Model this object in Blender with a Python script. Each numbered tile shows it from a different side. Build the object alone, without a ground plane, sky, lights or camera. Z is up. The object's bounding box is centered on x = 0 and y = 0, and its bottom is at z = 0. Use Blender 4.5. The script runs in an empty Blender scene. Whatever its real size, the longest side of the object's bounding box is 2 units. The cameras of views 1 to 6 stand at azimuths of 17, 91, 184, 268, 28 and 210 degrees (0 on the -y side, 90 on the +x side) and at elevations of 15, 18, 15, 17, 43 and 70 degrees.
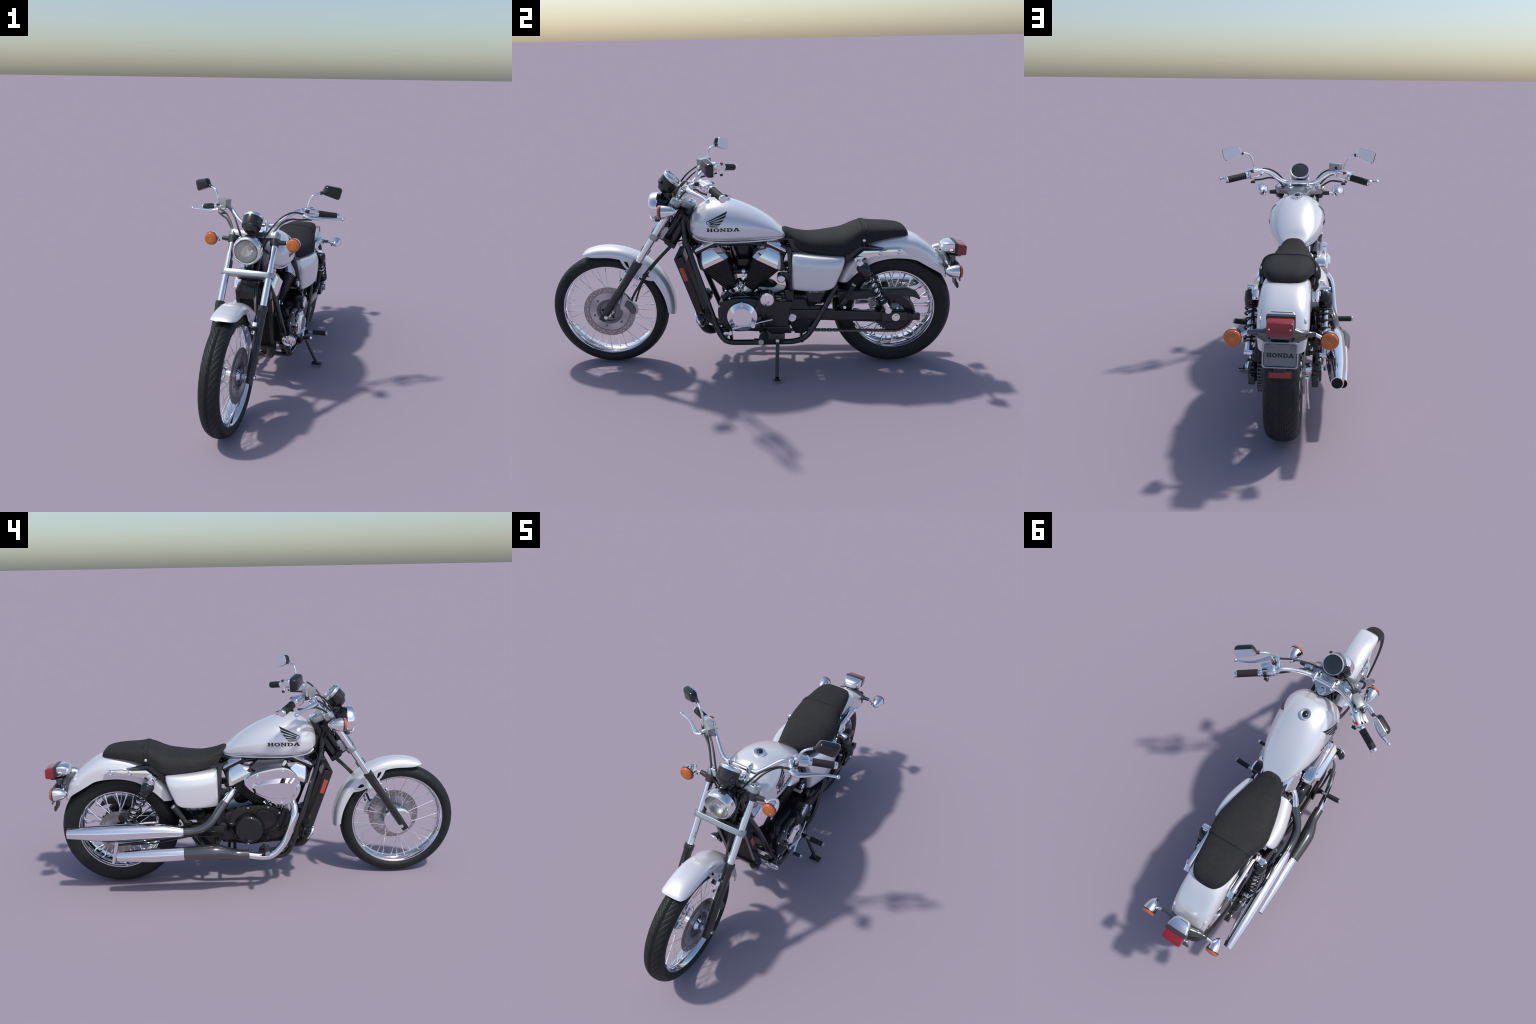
import bpy, bmesh, math, random
import numpy as np
from mathutils import Vector, Matrix, Quaternion

random.seed(7)
pi = math.pi

# ------------------------------------------------------------------ materials
def mat(name, color, rough=0.4, metal=0.0, coat=0.0, coat_rough=0.03, spec=0.5,
        noise=None, bump=None, rough_noise=None, transmission=0.0, ior=1.45):
    m = bpy.data.materials.new(name)
    m.use_nodes = True
    nt = m.node_tree
    b = nt.nodes['Principled BSDF']
    b.inputs['Base Color'].default_value = (*color, 1)
    b.inputs['Roughness'].default_value = rough
    b.inputs['Metallic'].default_value = metal
    b.inputs['Coat Weight'].default_value = coat
    b.inputs['Coat Roughness'].default_value = coat_rough
    b.inputs['Specular IOR Level'].default_value = spec
    b.inputs['IOR'].default_value = ior
    b.inputs['Transmission Weight'].default_value = transmission
    tc = nt.nodes.new('ShaderNodeTexCoord')
    if noise:                                  # (scale, colour2, detail)
        sc, c2, det = noise
        n = nt.nodes.new('ShaderNodeTexNoise')
        n.inputs['Scale'].default_value = sc
        n.inputs['Detail'].default_value = det
        r = nt.nodes.new('ShaderNodeValToRGB')
        r.color_ramp.elements[0].position = 0.35
        r.color_ramp.elements[1].position = 0.68
        r.color_ramp.elements[0].color = (*color, 1)
        r.color_ramp.elements[1].color = (*c2, 1)
        nt.links.new(tc.outputs['Object'], n.inputs['Vector'])
        nt.links.new(n.outputs['Fac'], r.inputs['Fac'])
        nt.links.new(r.outputs['Color'], b.inputs['Base Color'])
    if rough_noise:                            # (scale, lo, hi)
        n = nt.nodes.new('ShaderNodeTexNoise')
        n.inputs['Scale'].default_value = rough_noise[0]
        mr = nt.nodes.new('ShaderNodeMapRange')
        mr.inputs['To Min'].default_value = rough_noise[1]
        mr.inputs['To Max'].default_value = rough_noise[2]
        nt.links.new(tc.outputs['Object'], n.inputs['Vector'])
        nt.links.new(n.outputs['Fac'], mr.inputs['Value'])
        nt.links.new(mr.outputs['Result'], b.inputs['Roughness'])
    if bump:                                   # (kind, scale, strength, distance)
        kind, sc, st, di = bump
        if kind == 'voronoi':
            n = nt.nodes.new('ShaderNodeTexVoronoi')
            out = n.outputs['Distance']
        else:
            n = nt.nodes.new('ShaderNodeTexNoise')
            n.inputs['Detail'].default_value = 4
            out = n.outputs['Fac']
        n.inputs['Scale'].default_value = sc
        bp = nt.nodes.new('ShaderNodeBump')
        bp.inputs['Strength'].default_value = st
        bp.inputs['Distance'].default_value = di
        nt.links.new(tc.outputs['Object'], n.inputs['Vector'])
        nt.links.new(out, bp.inputs['Height'])
        nt.links.new(bp.outputs['Normal'], b.inputs['Normal'])
    return m

M = {}
M['paint'] = mat('pearl_white_paint', (0.80, 0.80, 0.825), rough=0.28, metal=0.40, coat=1.0, coat_rough=0.02)
M['chrome'] = mat('chrome', (0.93, 0.93, 0.94), rough=0.035, metal=1.0)
M['spoke'] = mat('spoke_steel', (0.93, 0.93, 0.94), rough=0.10, metal=1.0)
M['aluminium'] = mat('cast_aluminium', (0.42, 0.45, 0.46), rough=0.28, metal=0.85, noise=(220, (0.45, 0.48, 0.49), 2))
M['cylinder_box'] = mat('grey_casting', (0.33, 0.35, 0.35), rough=0.4, metal=0.5, noise=(60, (0.40, 0.42, 0.42), 3))
M['black'] = mat('gloss_black', (0.012, 0.012, 0.014), rough=0.10, spec=0.5, coat=0.4)
M['frame'] = mat('black_enamel', (0.016, 0.017, 0.019), rough=0.14, spec=0.6, coat=0.3)
M['case'] = mat('black_crackle_casing', (0.020, 0.019, 0.020), rough=0.13, spec=0.55)
M['satin'] = mat('satin_black_plastic', (0.030, 0.031, 0.033), rough=0.35, noise=(200, (0.040, 0.041, 0.043), 2))
M['fin'] = mat('fin_black', (0.014, 0.013, 0.013), rough=0.30)
M['core'] = mat('radiator_core', (0.014, 0.013, 0.013), rough=0.5)
M['rubber'] = mat('tyre_rubber', (0.012, 0.0138, 0.0145), rough=0.50, spec=0.35, noise=(35, (0.017, 0.019, 0.019), 4), bump=('noise', 420, 0.12, 0.001))
M['tyre_letter'] = mat('tyre_letter_rubber', (0.022, 0.023, 0.024), rough=0.5)
M['grip'] = mat('grip_rubber', (0.018, 0.018, 0.019), rough=0.6, bump=('voronoi', 260, 0.5, 0.002))
M['seat'] = mat('seat_vinyl', (0.022, 0.022, 0.023), rough=0.75, spec=0.22, noise=(70, (0.027, 0.027, 0.028), 5), bump=('noise', 240, 0.35, 0.0015))
M['piping'] = mat('seat_piping', (0.012, 0.012, 0.012), rough=0.5)
M['shield'] = mat('dark_heat_shield', (0.15, 0.15, 0.155), rough=0.14, metal=0.85)
M['disc'] = mat('brake_disc_steel', (0.30, 0.285, 0.29), rough=0.25, metal=0.9, noise=(30, (0.36, 0.34, 0.345), 2))
M['disc_band'] = mat('brake_disc_band', (0.34, 0.31, 0.30), rough=0.3, metal=0.8, noise=(50, (0.40, 0.37, 0.36), 3))
def painted_sheen_disc(name, cy, cz):
    m = bpy.data.materials.new(name)
    m.use_nodes = True
    nt = m.node_tree
    b = nt.nodes['Principled BSDF']
    b.inputs['Metallic'].default_value = 0.8
    b.inputs['Roughness'].default_value = 0.28
    tc = nt.nodes.new('ShaderNodeTexCoord')
    sp = nt.nodes.new('ShaderNodeSeparateXYZ')
    nt.links.new(tc.outputs['Object'], sp.inputs[0])
    a = nt.nodes.new('ShaderNodeMath'); a.operation = 'SUBTRACT'; a.inputs[1].default_value = cy
    c = nt.nodes.new('ShaderNodeMath'); c.operation = 'SUBTRACT'; c.inputs[1].default_value = cz
    nt.links.new(sp.outputs['Y'], a.inputs[0]); nt.links.new(sp.outputs['Z'], c.inputs[0])
    t = nt.nodes.new('ShaderNodeMath'); t.operation = 'ARCTAN2'
    nt.links.new(c.outputs[0], t.inputs[0]); nt.links.new(a.outputs[0], t.inputs[1])
    k = nt.nodes.new('ShaderNodeMath'); k.operation = 'MULTIPLY'; k.inputs[1].default_value = 4.0
    nt.links.new(t.outputs[0], k.inputs[0])
    sn = nt.nodes.new('ShaderNodeMath'); sn.operation = 'SINE'
    nt.links.new(k.outputs[0], sn.inputs[0])
    mr = nt.nodes.new('ShaderNodeMapRange'); mr.inputs['From Min'].default_value = -1
    nt.links.new(sn.outputs[0], mr.inputs['Value'])
    rp = nt.nodes.new('ShaderNodeValToRGB')
    rp.color_ramp.elements[0].color = (0.42, 0.41, 0.43, 1)  # dark/light sectors: the brushed metal's radial sheen painted into base colour
    rp.color_ramp.elements[1].color = (0.60, 0.59, 0.62, 1)
    nt.links.new(mr.outputs['Result'], rp.inputs['Fac'])
    nt.links.new(rp.outputs['Color'], b.inputs['Base Color'])
    return m
M['disc'] = painted_sheen_disc('brake_disc_steel', -0.7175, 0.2838)
M['disc_rear'] = painted_sheen_disc('brake_disc_steel_rear', 0.6610, 0.2860)
M['carrier'] = mat('disc_carrier', (0.22, 0.23, 0.25), rough=0.28, metal=0.8)
M['caliper'] = mat('caliper_grey', (0.14, 0.14, 0.15), rough=0.35, metal=0.5)
M['dark'] = mat('dark_recess', (0.008, 0.008, 0.008), rough=0.7)
M['mirror'] = mat('mirror_glass', (0.93, 0.95, 0.97), rough=0.05, metal=0.10)
M['gauge'] = mat('gauge_glass', (0.020, 0.022, 0.026), rough=0.08, coat=1.0)
M['gauge_mark'] = mat('gauge_marking', (0.11, 0.11, 0.12), rough=0.4)
M['plate'] = mat('number_plate', (0.20, 0.22, 0.235), rough=0.4, metal=0.4)
M['plate_frame'] = mat('number_plate_frame', (0.42, 0.45, 0.48), rough=0.25, metal=0.8)
M['print'] = mat('black_print', (0.010, 0.010, 0.011), rough=0.35)
M['white_print'] = mat('white_print', (0.55, 0.55, 0.55), rough=0.5)
M['red_switch'] = mat('red_switch', (0.38, 0.02, 0.03), rough=0.35)
M['chain'] = mat('chain_steel', (0.16, 0.155, 0.15), rough=0.35, metal=0.85)
M['bulb'] = mat('bulb_reflector', (0.72, 0.70, 0.66), rough=0.22, metal=1.0)

def lens_mat(name, c1, c2, center_scale, ring=True, bands='RINGS'):
    m = bpy.data.materials.new(name)
    m.use_nodes = True
    nt = m.node_tree
    b = nt.nodes['Principled BSDF']
    b.inputs['Roughness'].default_value = 0.12
    b.inputs['Coat Weight'].default_value = 0.6
    tc = nt.nodes.new('ShaderNodeTexCoord')
    w = nt.nodes.new('ShaderNodeTexWave')
    w.wave_type = bands
    if bands == 'RINGS':
        w.rings_direction = 'Y'
    else:
        w.bands_direction = 'X'
    w.inputs['Scale'].default_value = center_scale
    w.inputs['Distortion'].default_value = 0.3
    r = nt.nodes.new('ShaderNodeValToRGB')
    r.color_ramp.elements[0].color = (*c1, 1)
    r.color_ramp.elements[1].color = (*c2, 1)
    nt.links.new(tc.outputs['Object'], w.inputs['Vector'])
    nt.links.new(w.outputs['Fac'], r.inputs['Fac'])
    nt.links.new(r.outputs['Color'], b.inputs['Base Color'])
    bp = nt.nodes.new('ShaderNodeBump')
    bp.inputs['Strength'].default_value = 0.12
    bp.inputs['Distance'].default_value = 0.001
    nt.links.new(w.outputs['Fac'], bp.inputs['Height'])
    nt.links.new(bp.outputs['Normal'], b.inputs['Normal'])
    return m
def amber_lens():
    m = bpy.data.materials.new('amber_lens')
    m.use_nodes = True
    nt = m.node_tree
    b = nt.nodes['Principled BSDF']
    b.inputs['Roughness'].default_value = 0.14
    b.inputs['Coat Weight'].default_value = 0.5
    tc = nt.nodes.new('ShaderNodeTexCoord')
    mp = nt.nodes.new('ShaderNodeMapping')
    mp.inputs['Scale'].default_value = (1, 0, 1)
    nt.links.new(tc.outputs['Object'], mp.inputs['Vector'])
    ln = nt.nodes.new('ShaderNodeVectorMath'); ln.operation = 'LENGTH'
    nt.links.new(mp.outputs[0], ln.inputs[0])
    mr = nt.nodes.new('ShaderNodeMapRange'); mr.inputs['From Max'].default_value = 0.0315
    nt.links.new(ln.outputs['Value'], mr.inputs['Value'])
    rp = nt.nodes.new('ShaderNodeValToRGB')
    cr = rp.color_ramp
    cols = [(0.0, (0.50, 0.15, 0.010)), (0.10, (0.66, 0.24, 0.015))]
    for k in range(1, 5):
        cols += [(0.10 + 0.16 * k - 0.03, (0.45, 0.10, 0.008)), (0.10 + 0.16 * k + 0.03, (0.68, 0.24 - 0.02 * k, 0.016))]
    cols += [(0.86, (0.60, 0.115, 0.016)), (1.0, (0.55, 0.10, 0.022))]
    cr.elements[0].position, cr.elements[0].color = cols[0][0], (*cols[0][1], 1)
    cr.elements[1].position, cr.elements[1].color = cols[-1][0], (*cols[-1][1], 1)
    for p, c in cols[1:-1]:
        e = cr.elements.new(p); e.color = (*c, 1)
    nt.links.new(mr.outputs['Result'], rp.inputs['Fac'])
    nt.links.new(rp.outputs['Color'], b.inputs['Base Color'])
    return m
M['amber'] = amber_lens()
M['red'] = lens_mat('red_lens', (0.20, 0.010, 0.013), (0.29, 0.016, 0.020), 90, bands='BANDS')
M['reflector'] = mat('orange_reflector', (0.52, 0.075, 0.03), rough=0.2, coat=0.5, noise=(140, (0.42, 0.05, 0.02), 2))
M['red_reflector'] = mat('red_reflector', (0.36, 0.02, 0.02), rough=0.2, coat=0.5, noise=(140, (0.26, 0.012, 0.012), 2))
M['headlamp'] = None

def headlamp_glass():
    m = bpy.data.materials.new('headlamp_lens')
    m.use_nodes = True
    nt = m.node_tree
    b = nt.nodes['Principled BSDF']
    b.inputs['Roughness'].default_value = 0.03
    b.inputs['IOR'].default_value = 1.15
    b.inputs['Transmission Weight'].default_value = 1.0
    b.inputs['Base Color'].default_value = (0.93, 0.92, 0.88, 1)
    tc = nt.nodes.new('ShaderNodeTexCoord')
    w = nt.nodes.new('ShaderNodeTexWave')
    w.bands_direction = 'X'
    w.inputs['Scale'].default_value = 36
    nt.links.new(tc.outputs['Object'], w.inputs['Vector'])
    bp = nt.nodes.new('ShaderNodeBump')
    bp.inputs['Strength'].default_value = 0.45
    bp.inputs['Distance'].default_value = 0.002
    nt.links.new(w.outputs['Fac'], bp.inputs['Height'])
    nt.links.new(bp.outputs['Normal'], b.inputs['Normal'])
    return m
M['headlamp'] = headlamp_glass()

# ------------------------------------------------------------------ hierarchy helpers
scene = bpy.context.scene
def link(o, parent=None):
    scene.collection.objects.link(o)
    if parent is not None:
        o.parent = parent
    return o
def empty(name, parent=None, loc=(0, 0, 0)):
    o = bpy.data.objects.new(name, None)
    o.location = loc
    o.empty_display_size = 0.1
    return link(o, parent)

ROOT = empty('motorcycle')
ROOT['label'] = 'white cruiser motorcycle with chrome V-twin engine and black seat'
ROOT['category'] = 'motorcycle'

def group(name):
    return empty(name, ROOT)

def obj(name, bm, material, parent, smooth=30):
    me = bpy.data.meshes.new(name)
    bmesh.ops.recalc_face_normals(bm, faces=bm.faces[:])
    bm.to_mesh(me)
    bm.free()
    if smooth:
        for p in me.polygons:
            p.use_smooth = True
        me.set_sharp_from_angle(angle=math.radians(smooth))
    me.materials.append(M[material])
    o = bpy.data.objects.new(name, me)
    return link(o, parent)

def mirrored(o, name=None, parent=None):
    me = o.data.copy()
    me.transform(Matrix.Scale(-1, 4, (1, 0, 0)))
    me.flip_normals()
    n = bpy.data.objects.new(name or o.name.split('.')[0], me)
    return link(n, parent or o.parent)

# ------------------------------------------------------------------ geometry helpers (all add into a bmesh)
def B():
    return bmesh.new()

def add_rings(bm, rings, closed=True, cap=True):
    vr = [[bm.verts.new(p) for p in r] for r in rings]
    n = len(rings[0])
    for a, b in zip(vr, vr[1:]):
        for i in range(n if closed else n - 1):
            j = (i + 1) % n
            bm.faces.new((a[i], a[j], b[j], b[i]))
    if cap and closed:
        bm.faces.new(vr[0][::-1])
        bm.faces.new(vr[-1])
    return vr

def frame_axes(d):
    d = Vector(d).normalized()
    up = Vector((0, 0, 1)) if abs(d.z) < 0.95 else Vector((0, 1, 0))
    u = d.cross(up).normalized()
    return u, d.cross(u).normalized(), d

def catmull(pts, sub=6):
    pts = [Vector(p) for p in pts]
    if len(pts) < 3:
        return pts
    out = []
    for i in range(len(pts) - 1):
        p0 = pts[i - 1] if i > 0 else pts[0] * 2 - pts[1]
        p1, p2 = pts[i], pts[i + 1]
        p3 = pts[i + 2] if i + 2 < len(pts) else pts[-1] * 2 - pts[-2]
        for k in range(sub):
            t = k / sub
            out.append(0.5 * ((2 * p1) + (p2 - p0) * t + (2 * p0 - 5 * p1 + 4 * p2 - p3) * t * t
                              + (3 * p1 - p0 - 3 * p2 + p3) * t ** 3))
    out.append(pts[-1])
    return out

def tube(bm, pts, r, seg=14, sub=6, cap=True, flat=1.0, flat_dir=None):
    """tube along a smoothed path; r is a number or one radius per control point"""
    n0 = len(pts)
    rr = [r] * n0 if not isinstance(r, (list, tuple)) else list(r)
    path = catmull(pts, sub) if n0 > 2 else [Vector(p) for p in pts]
    m = len(path)
    radii = np.interp(np.linspace(0, n0 - 1, m), range(n0), rr)
    rings = []
    d0 = (path[1] - path[0]).normalized()
    u, v, _ = frame_axes(d0)
    if flat_dir is not None:
        u = Vector(flat_dir) - d0 * d0.dot(Vector(flat_dir))
        u.normalize()
        v = d0.cross(u)
    prev = d0
    for i, p in enumerate(path):
        d = (path[min(i + 1, m - 1)] - path[max(i - 1, 0)]).normalized()
        q = prev.rotation_difference(d)
        u = q @ u
        v = q @ v
        prev = d
        rings.append([p + (u * math.cos(a) * flat + v * math.sin(a)) * radii[i]
                      for a in (2 * pi * k / seg for k in range(seg))])
    add_rings(bm, rings, True, cap)

def cyl(bm, a, b, r, r2=None, seg=24, cap=True):
    a, b = Vector(a), Vector(b)
    u, v, _ = frame_axes(b - a)
    r2 = r if r2 is None else r2
    rings = [[p + (u * math.cos(t) + v * math.sin(t)) * q for t in (2 * pi * k / seg for k in range(seg))]
             for p, q in ((a, r), (b, r2))]
    add_rings(bm, rings, True, cap)

def revolve(bm, origin, axis, prof, seg=48, close=False, cap=False):
    """prof: list of (distance along axis, radius)"""
    o = Vector(origin)
    u, v, d = frame_axes(axis)
    rings = [[o + d * h + (u * math.cos(t) + v * math.sin(t)) * max(r, 1e-4)
              for t in (2 * pi * k / seg for k in range(seg))] for h, r in prof]
    if close:
        rings.append(rings[0])
        vr = [[bm.verts.new(p) for p in r] for r in rings[:-1]]
        vr.append(vr[0])
        for a, b in zip(vr, vr[1:]):
            for i in range(seg):
                j = (i + 1) % seg
                bm.faces.new((a[i], a[j], b[j], b[i]))
    else:
        add_rings(bm, rings, True, cap)

def box(bm, c, s, rot=None, bevel=0.0, seg=2):
    t = B()
    bmesh.ops.create_cube(t, size=1)
    bmesh.ops.scale(t, vec=s, verts=t.verts)
    if bevel:
        bmesh.ops.bevel(t, geom=t.edges[:], offset=bevel, segments=seg, affect='EDGES', profile=0.5)
    mt = Matrix.Translation(c) @ (rot.to_4x4() if rot else Matrix())
    bmesh.ops.transform(t, matrix=mt, verts=t.verts)
    merge(bm, t)

def merge(bm, t):
    me = bpy.data.meshes.new('tmp')
    t.to_mesh(me)
    t.free()
    bm.from_mesh(me)
    bpy.data.meshes.remove(me)

def prism(bm, poly, x0, x1, bevel=0.0, seg=2, taper=1.0):
    """polygon in (y, z) extruded along x, with bevelled rims; taper scales the x1 face"""
    t = B()
    cy = sum(p[0] for p in poly) / len(poly)
    cz = sum(p[1] for p in poly) / len(poly)
    a = [t.verts.new((x0, y, z)) for y, z in poly]
    b = [t.verts.new((x1, cy + (y - cy) * taper, cz + (z - cz) * taper)) for y, z in poly]
    n = len(poly)
    fa = t.faces.new(a)
    fb = t.faces.new(b[::-1])
    for i in range(n):
        t.faces.new((a[i], b[i], b[(i + 1) % n], a[(i + 1) % n]))
    bmesh.ops.recalc_face_normals(t, faces=t.faces[:])
    if bevel:
        e = [e for e in t.edges if e.link_faces and (fa in e.link_faces or fb in e.link_faces)]
        bmesh.ops.bevel(t, geom=e, offset=bevel, segments=seg, affect='EDGES', profile=0.5)
    merge(bm, t)

def smooth_poly(poly, sub=6):
    """closed Catmull-Rom through (y, z) points"""
    P = [np.array(p, float) for p in poly]
    n = len(P)
    out = []
    for i in range(n):
        p0, p1, p2, p3 = P[i - 1], P[i], P[(i + 1) % n], P[(i + 2) % n]
        for k in range(sub):
            t = k / sub
            out.append(tuple(0.5 * (2 * p1 + (p2 - p0) * t + (2 * p0 - 5 * p1 + 4 * p2 - p3) * t * t
                                    + (3 * p1 - p0 - 3 * p2 + p3) * t ** 3)))
    return out

def hexbolt(bm, p, d, r=0.008, h=0.007, seg=6):
    p, d = Vector(p), Vector(d).normalized()
    cyl(bm, p, p + d * h, r, r * 0.92, seg=seg)

def sph(bm, c, r, scale=(1, 1, 1), u=20, v=12):
    t = B()
    bmesh.ops.create_uvsphere(t, u_segments=u, v_segments=v, radius=r)
    bmesh.ops.scale(t, vec=scale, verts=t.verts)
    bmesh.ops.translate(t, vec=c, verts=t.verts)
    merge(bm, t)

def interp(xs, ys, x):
    """monotone cubic interpolation (Fritsch-Carlson)"""
    xs, ys = np.array(xs, float), np.array(ys, float)
    h = np.diff(xs)
    d = np.diff(ys) / h
    m = np.zeros(len(xs))
    m[1:-1] = np.where(d[:-1] * d[1:] > 0, (d[:-1] + d[1:]) / 2, 0)
    m[0], m[-1] = d[0], d[-1]
    for i in range(len(d)):
        if d[i] == 0:
            m[i] = m[i + 1] = 0
        else:
            a, b = m[i] / d[i], m[i + 1] / d[i]
            q = a * a + b * b
            if q > 9:
                t = 3 / math.sqrt(q)
                m[i], m[i + 1] = t * a * d[i], t * b * d[i]
    x = np.clip(x, xs[0], xs[-1])
    i = np.clip(np.searchsorted(xs, x) - 1, 0, len(xs) - 2)
    t = (x - xs[i]) / h[i]
    return ((2 * t**3 - 3 * t**2 + 1) * ys[i] + (t**3 - 2 * t**2 + t) * h[i] * m[i]
            + (-2 * t**3 + 3 * t**2) * ys[i + 1] + (t**3 - t**2) * h[i] * m[i + 1])

# ------------------------------------------------------------------ lettering
def arc(cx, cy, rx, ry, a0, a1, n):
    return [(cx + rx * math.cos(a0 + (a1 - a0) * k / n), cy + ry * math.sin(a0 + (a1 - a0) * k / n)) for k in range(n + 1)]
SLAB = {   # slab-serif capitals on a unit height: (advance, [outline, holes...])
    'H': (1.36, [[(0, 0), (.56, 0), (.56, .16), (.44, .16), (.44, .42), (.86, .42), (.86, .16), (.74, .16), (.74, 0), (1.3, 0),
                  (1.3, .16), (1.18, .16), (1.18, .84), (1.3, .84), (1.3, 1), (.74, 1), (.74, .84), (.86, .84), (.86, .6),
                  (.44, .6), (.44, .84), (.56, .84), (.56, 1), (0, 1), (0, .84), (.12, .84), (.12, .16), (0, .16)]]),
    'O': (1.36, [arc(.65, .5, .64, .52, 0, 2 * pi, 30)[:-1], arc(.65, .5, .30, .34, 0, 2 * pi, 24)[:-1]]),
    'N': (1.38, [[(0, 0), (.5, 0), (.5, .16), (.36, .16), (.36, .66), (.98, 0), (1.16, 0), (1.16, .84), (1.3, .84), (1.3, 1),
                  (.8, 1), (.8, .84), (.94, .84), (.94, .4), (.38, 1), (0, 1), (0, .84), (.13, .84), (.13, .16), (0, .16)]]),
    'D': (1.30, [[(0, 0)] + arc(.66, .5, .60, .5, -pi / 2, pi / 2, 16) + [(0, 1), (0, .84), (.12, .84), (.12, .16), (0, .16)],
                 [(.44, .17)] + arc(.62, .5, .30, .33, -pi / 2, pi / 2, 12) + [(.44, .83)]]),
    'A': (1.40, [[(0, 0), (.5, 0), (.5, .16), (.4, .16), (.46, .3), (.86, .3), (.93, .16), (.82, .16), (.82, 0), (1.4, 0),
                  (1.4, .16), (1.28, .16), (.9, 1), (.52, 1), (.14, .16), (0, .16)],
                 [(.53, .45), (.79, .45), (.66, .74)]]),
}
def flat_mesh(loops_list):
    """fill 2D loops (outlines with holes) through a 2D curve; returns a bmesh in the (x, y) plane"""
    cu = bpy.data.curves.new('outline', 'CURVE')
    cu.dimensions = '2D'
    cu.fill_mode = 'FRONT'
    for lp in loops_list:
        s = cu.splines.new('POLY')
        s.points.add(len(lp) - 1)
        for p, q in zip(s.points, lp):
            p.co = (q[0], q[1], 0, 1)
        s.use_cyclic_u = True
    o = bpy.data.objects.new('outline', cu)
    scene.collection.objects.link(o)
    dg = bpy.context.evaluated_depsgraph_get()
    me = bpy.data.meshes.new_from_object(o.evaluated_get(dg))
    bpy.data.objects.remove(o)
    bpy.data.curves.remove(cu)
    bm = B()
    bm.from_mesh(me)
    bpy.data.meshes.remove(me)
    return bm

def font_mesh(text):
    cu = bpy.data.curves.new('lettering', 'FONT')
    cu.body = text
    cu.align_x = 'CENTER'
    cu.resolution_u = 3
    o = bpy.data.objects.new('lettering', cu)
    scene.collection.objects.link(o)
    dg = bpy.context.evaluated_depsgraph_get()
    me = bpy.data.meshes.new_from_object(o.evaluated_get(dg))
    bpy.data.objects.remove(o)
    bpy.data.curves.remove(cu)
    bm = B()
    bm.from_mesh(me)
    bpy.data.meshes.remove(me)
    return bm

def slab_word(word):
    loops, x = [], 0.0
    for ch in word:
        adv, ls = SLAB[ch]
        loops += [[(px + x, py) for px, py in l] for l in ls]
        x += adv + 0.06
    return flat_mesh(loops), x - 0.06

def dice(bm, step):
    """cut a flat mesh into strips so that it can bend over a surface"""
    for ax in (0, 1):
        lo = min(v.co[ax] for v in bm.verts)
        hi = max(v.co[ax] for v in bm.verts)
        k = int((hi - lo) / step)
        for i in range(1, k + 1):
            no = Vector((0, 0, 0))
            no[ax] = 1
            co = Vector((0, 0, 0))
            co[ax] = lo + i * step
            bmesh.ops.bisect_plane(bm, geom=bm.verts[:] + bm.edges[:] + bm.faces[:], plane_co=co, plane_no=no)

def thicken(bm, fn, depth):
    """map the flat mesh with fn(x, y) -> (point, normal) and give it a raised edge"""
    base = [v for v in bm.verts]
    faces = [f for f in bm.faces]
    info = [fn(v.co.x, v.co.y) for v in base]
    out = B()
    top = [out.verts.new(p + n * depth) for p, n in info]
    bot = [out.verts.new(p - n * depth) for p, n in info]
    idx = {v: i for i, v in enumerate(base)}
    for f in faces:
        ids = [idx[v] for v in f.verts]
        out.faces.new([top[i] for i in ids])
        out.faces.new([bot[i] for i in reversed(ids)])
    for e in bm.edges:
        if len(e.link_faces) == 1:
            i, j = idx[e.verts[0]], idx[e.verts[1]]
            out.faces.new((top[i], top[j], bot[j], bot[i]))
    bm.free()
    return out

# ================================================================== WHEELS
F_C, F_R = Vector((0, -0.7175, 0.2838)), 0.2838
R_C, R_R = Vector((0, 0.6610, 0.2860)), 0.2860

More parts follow.
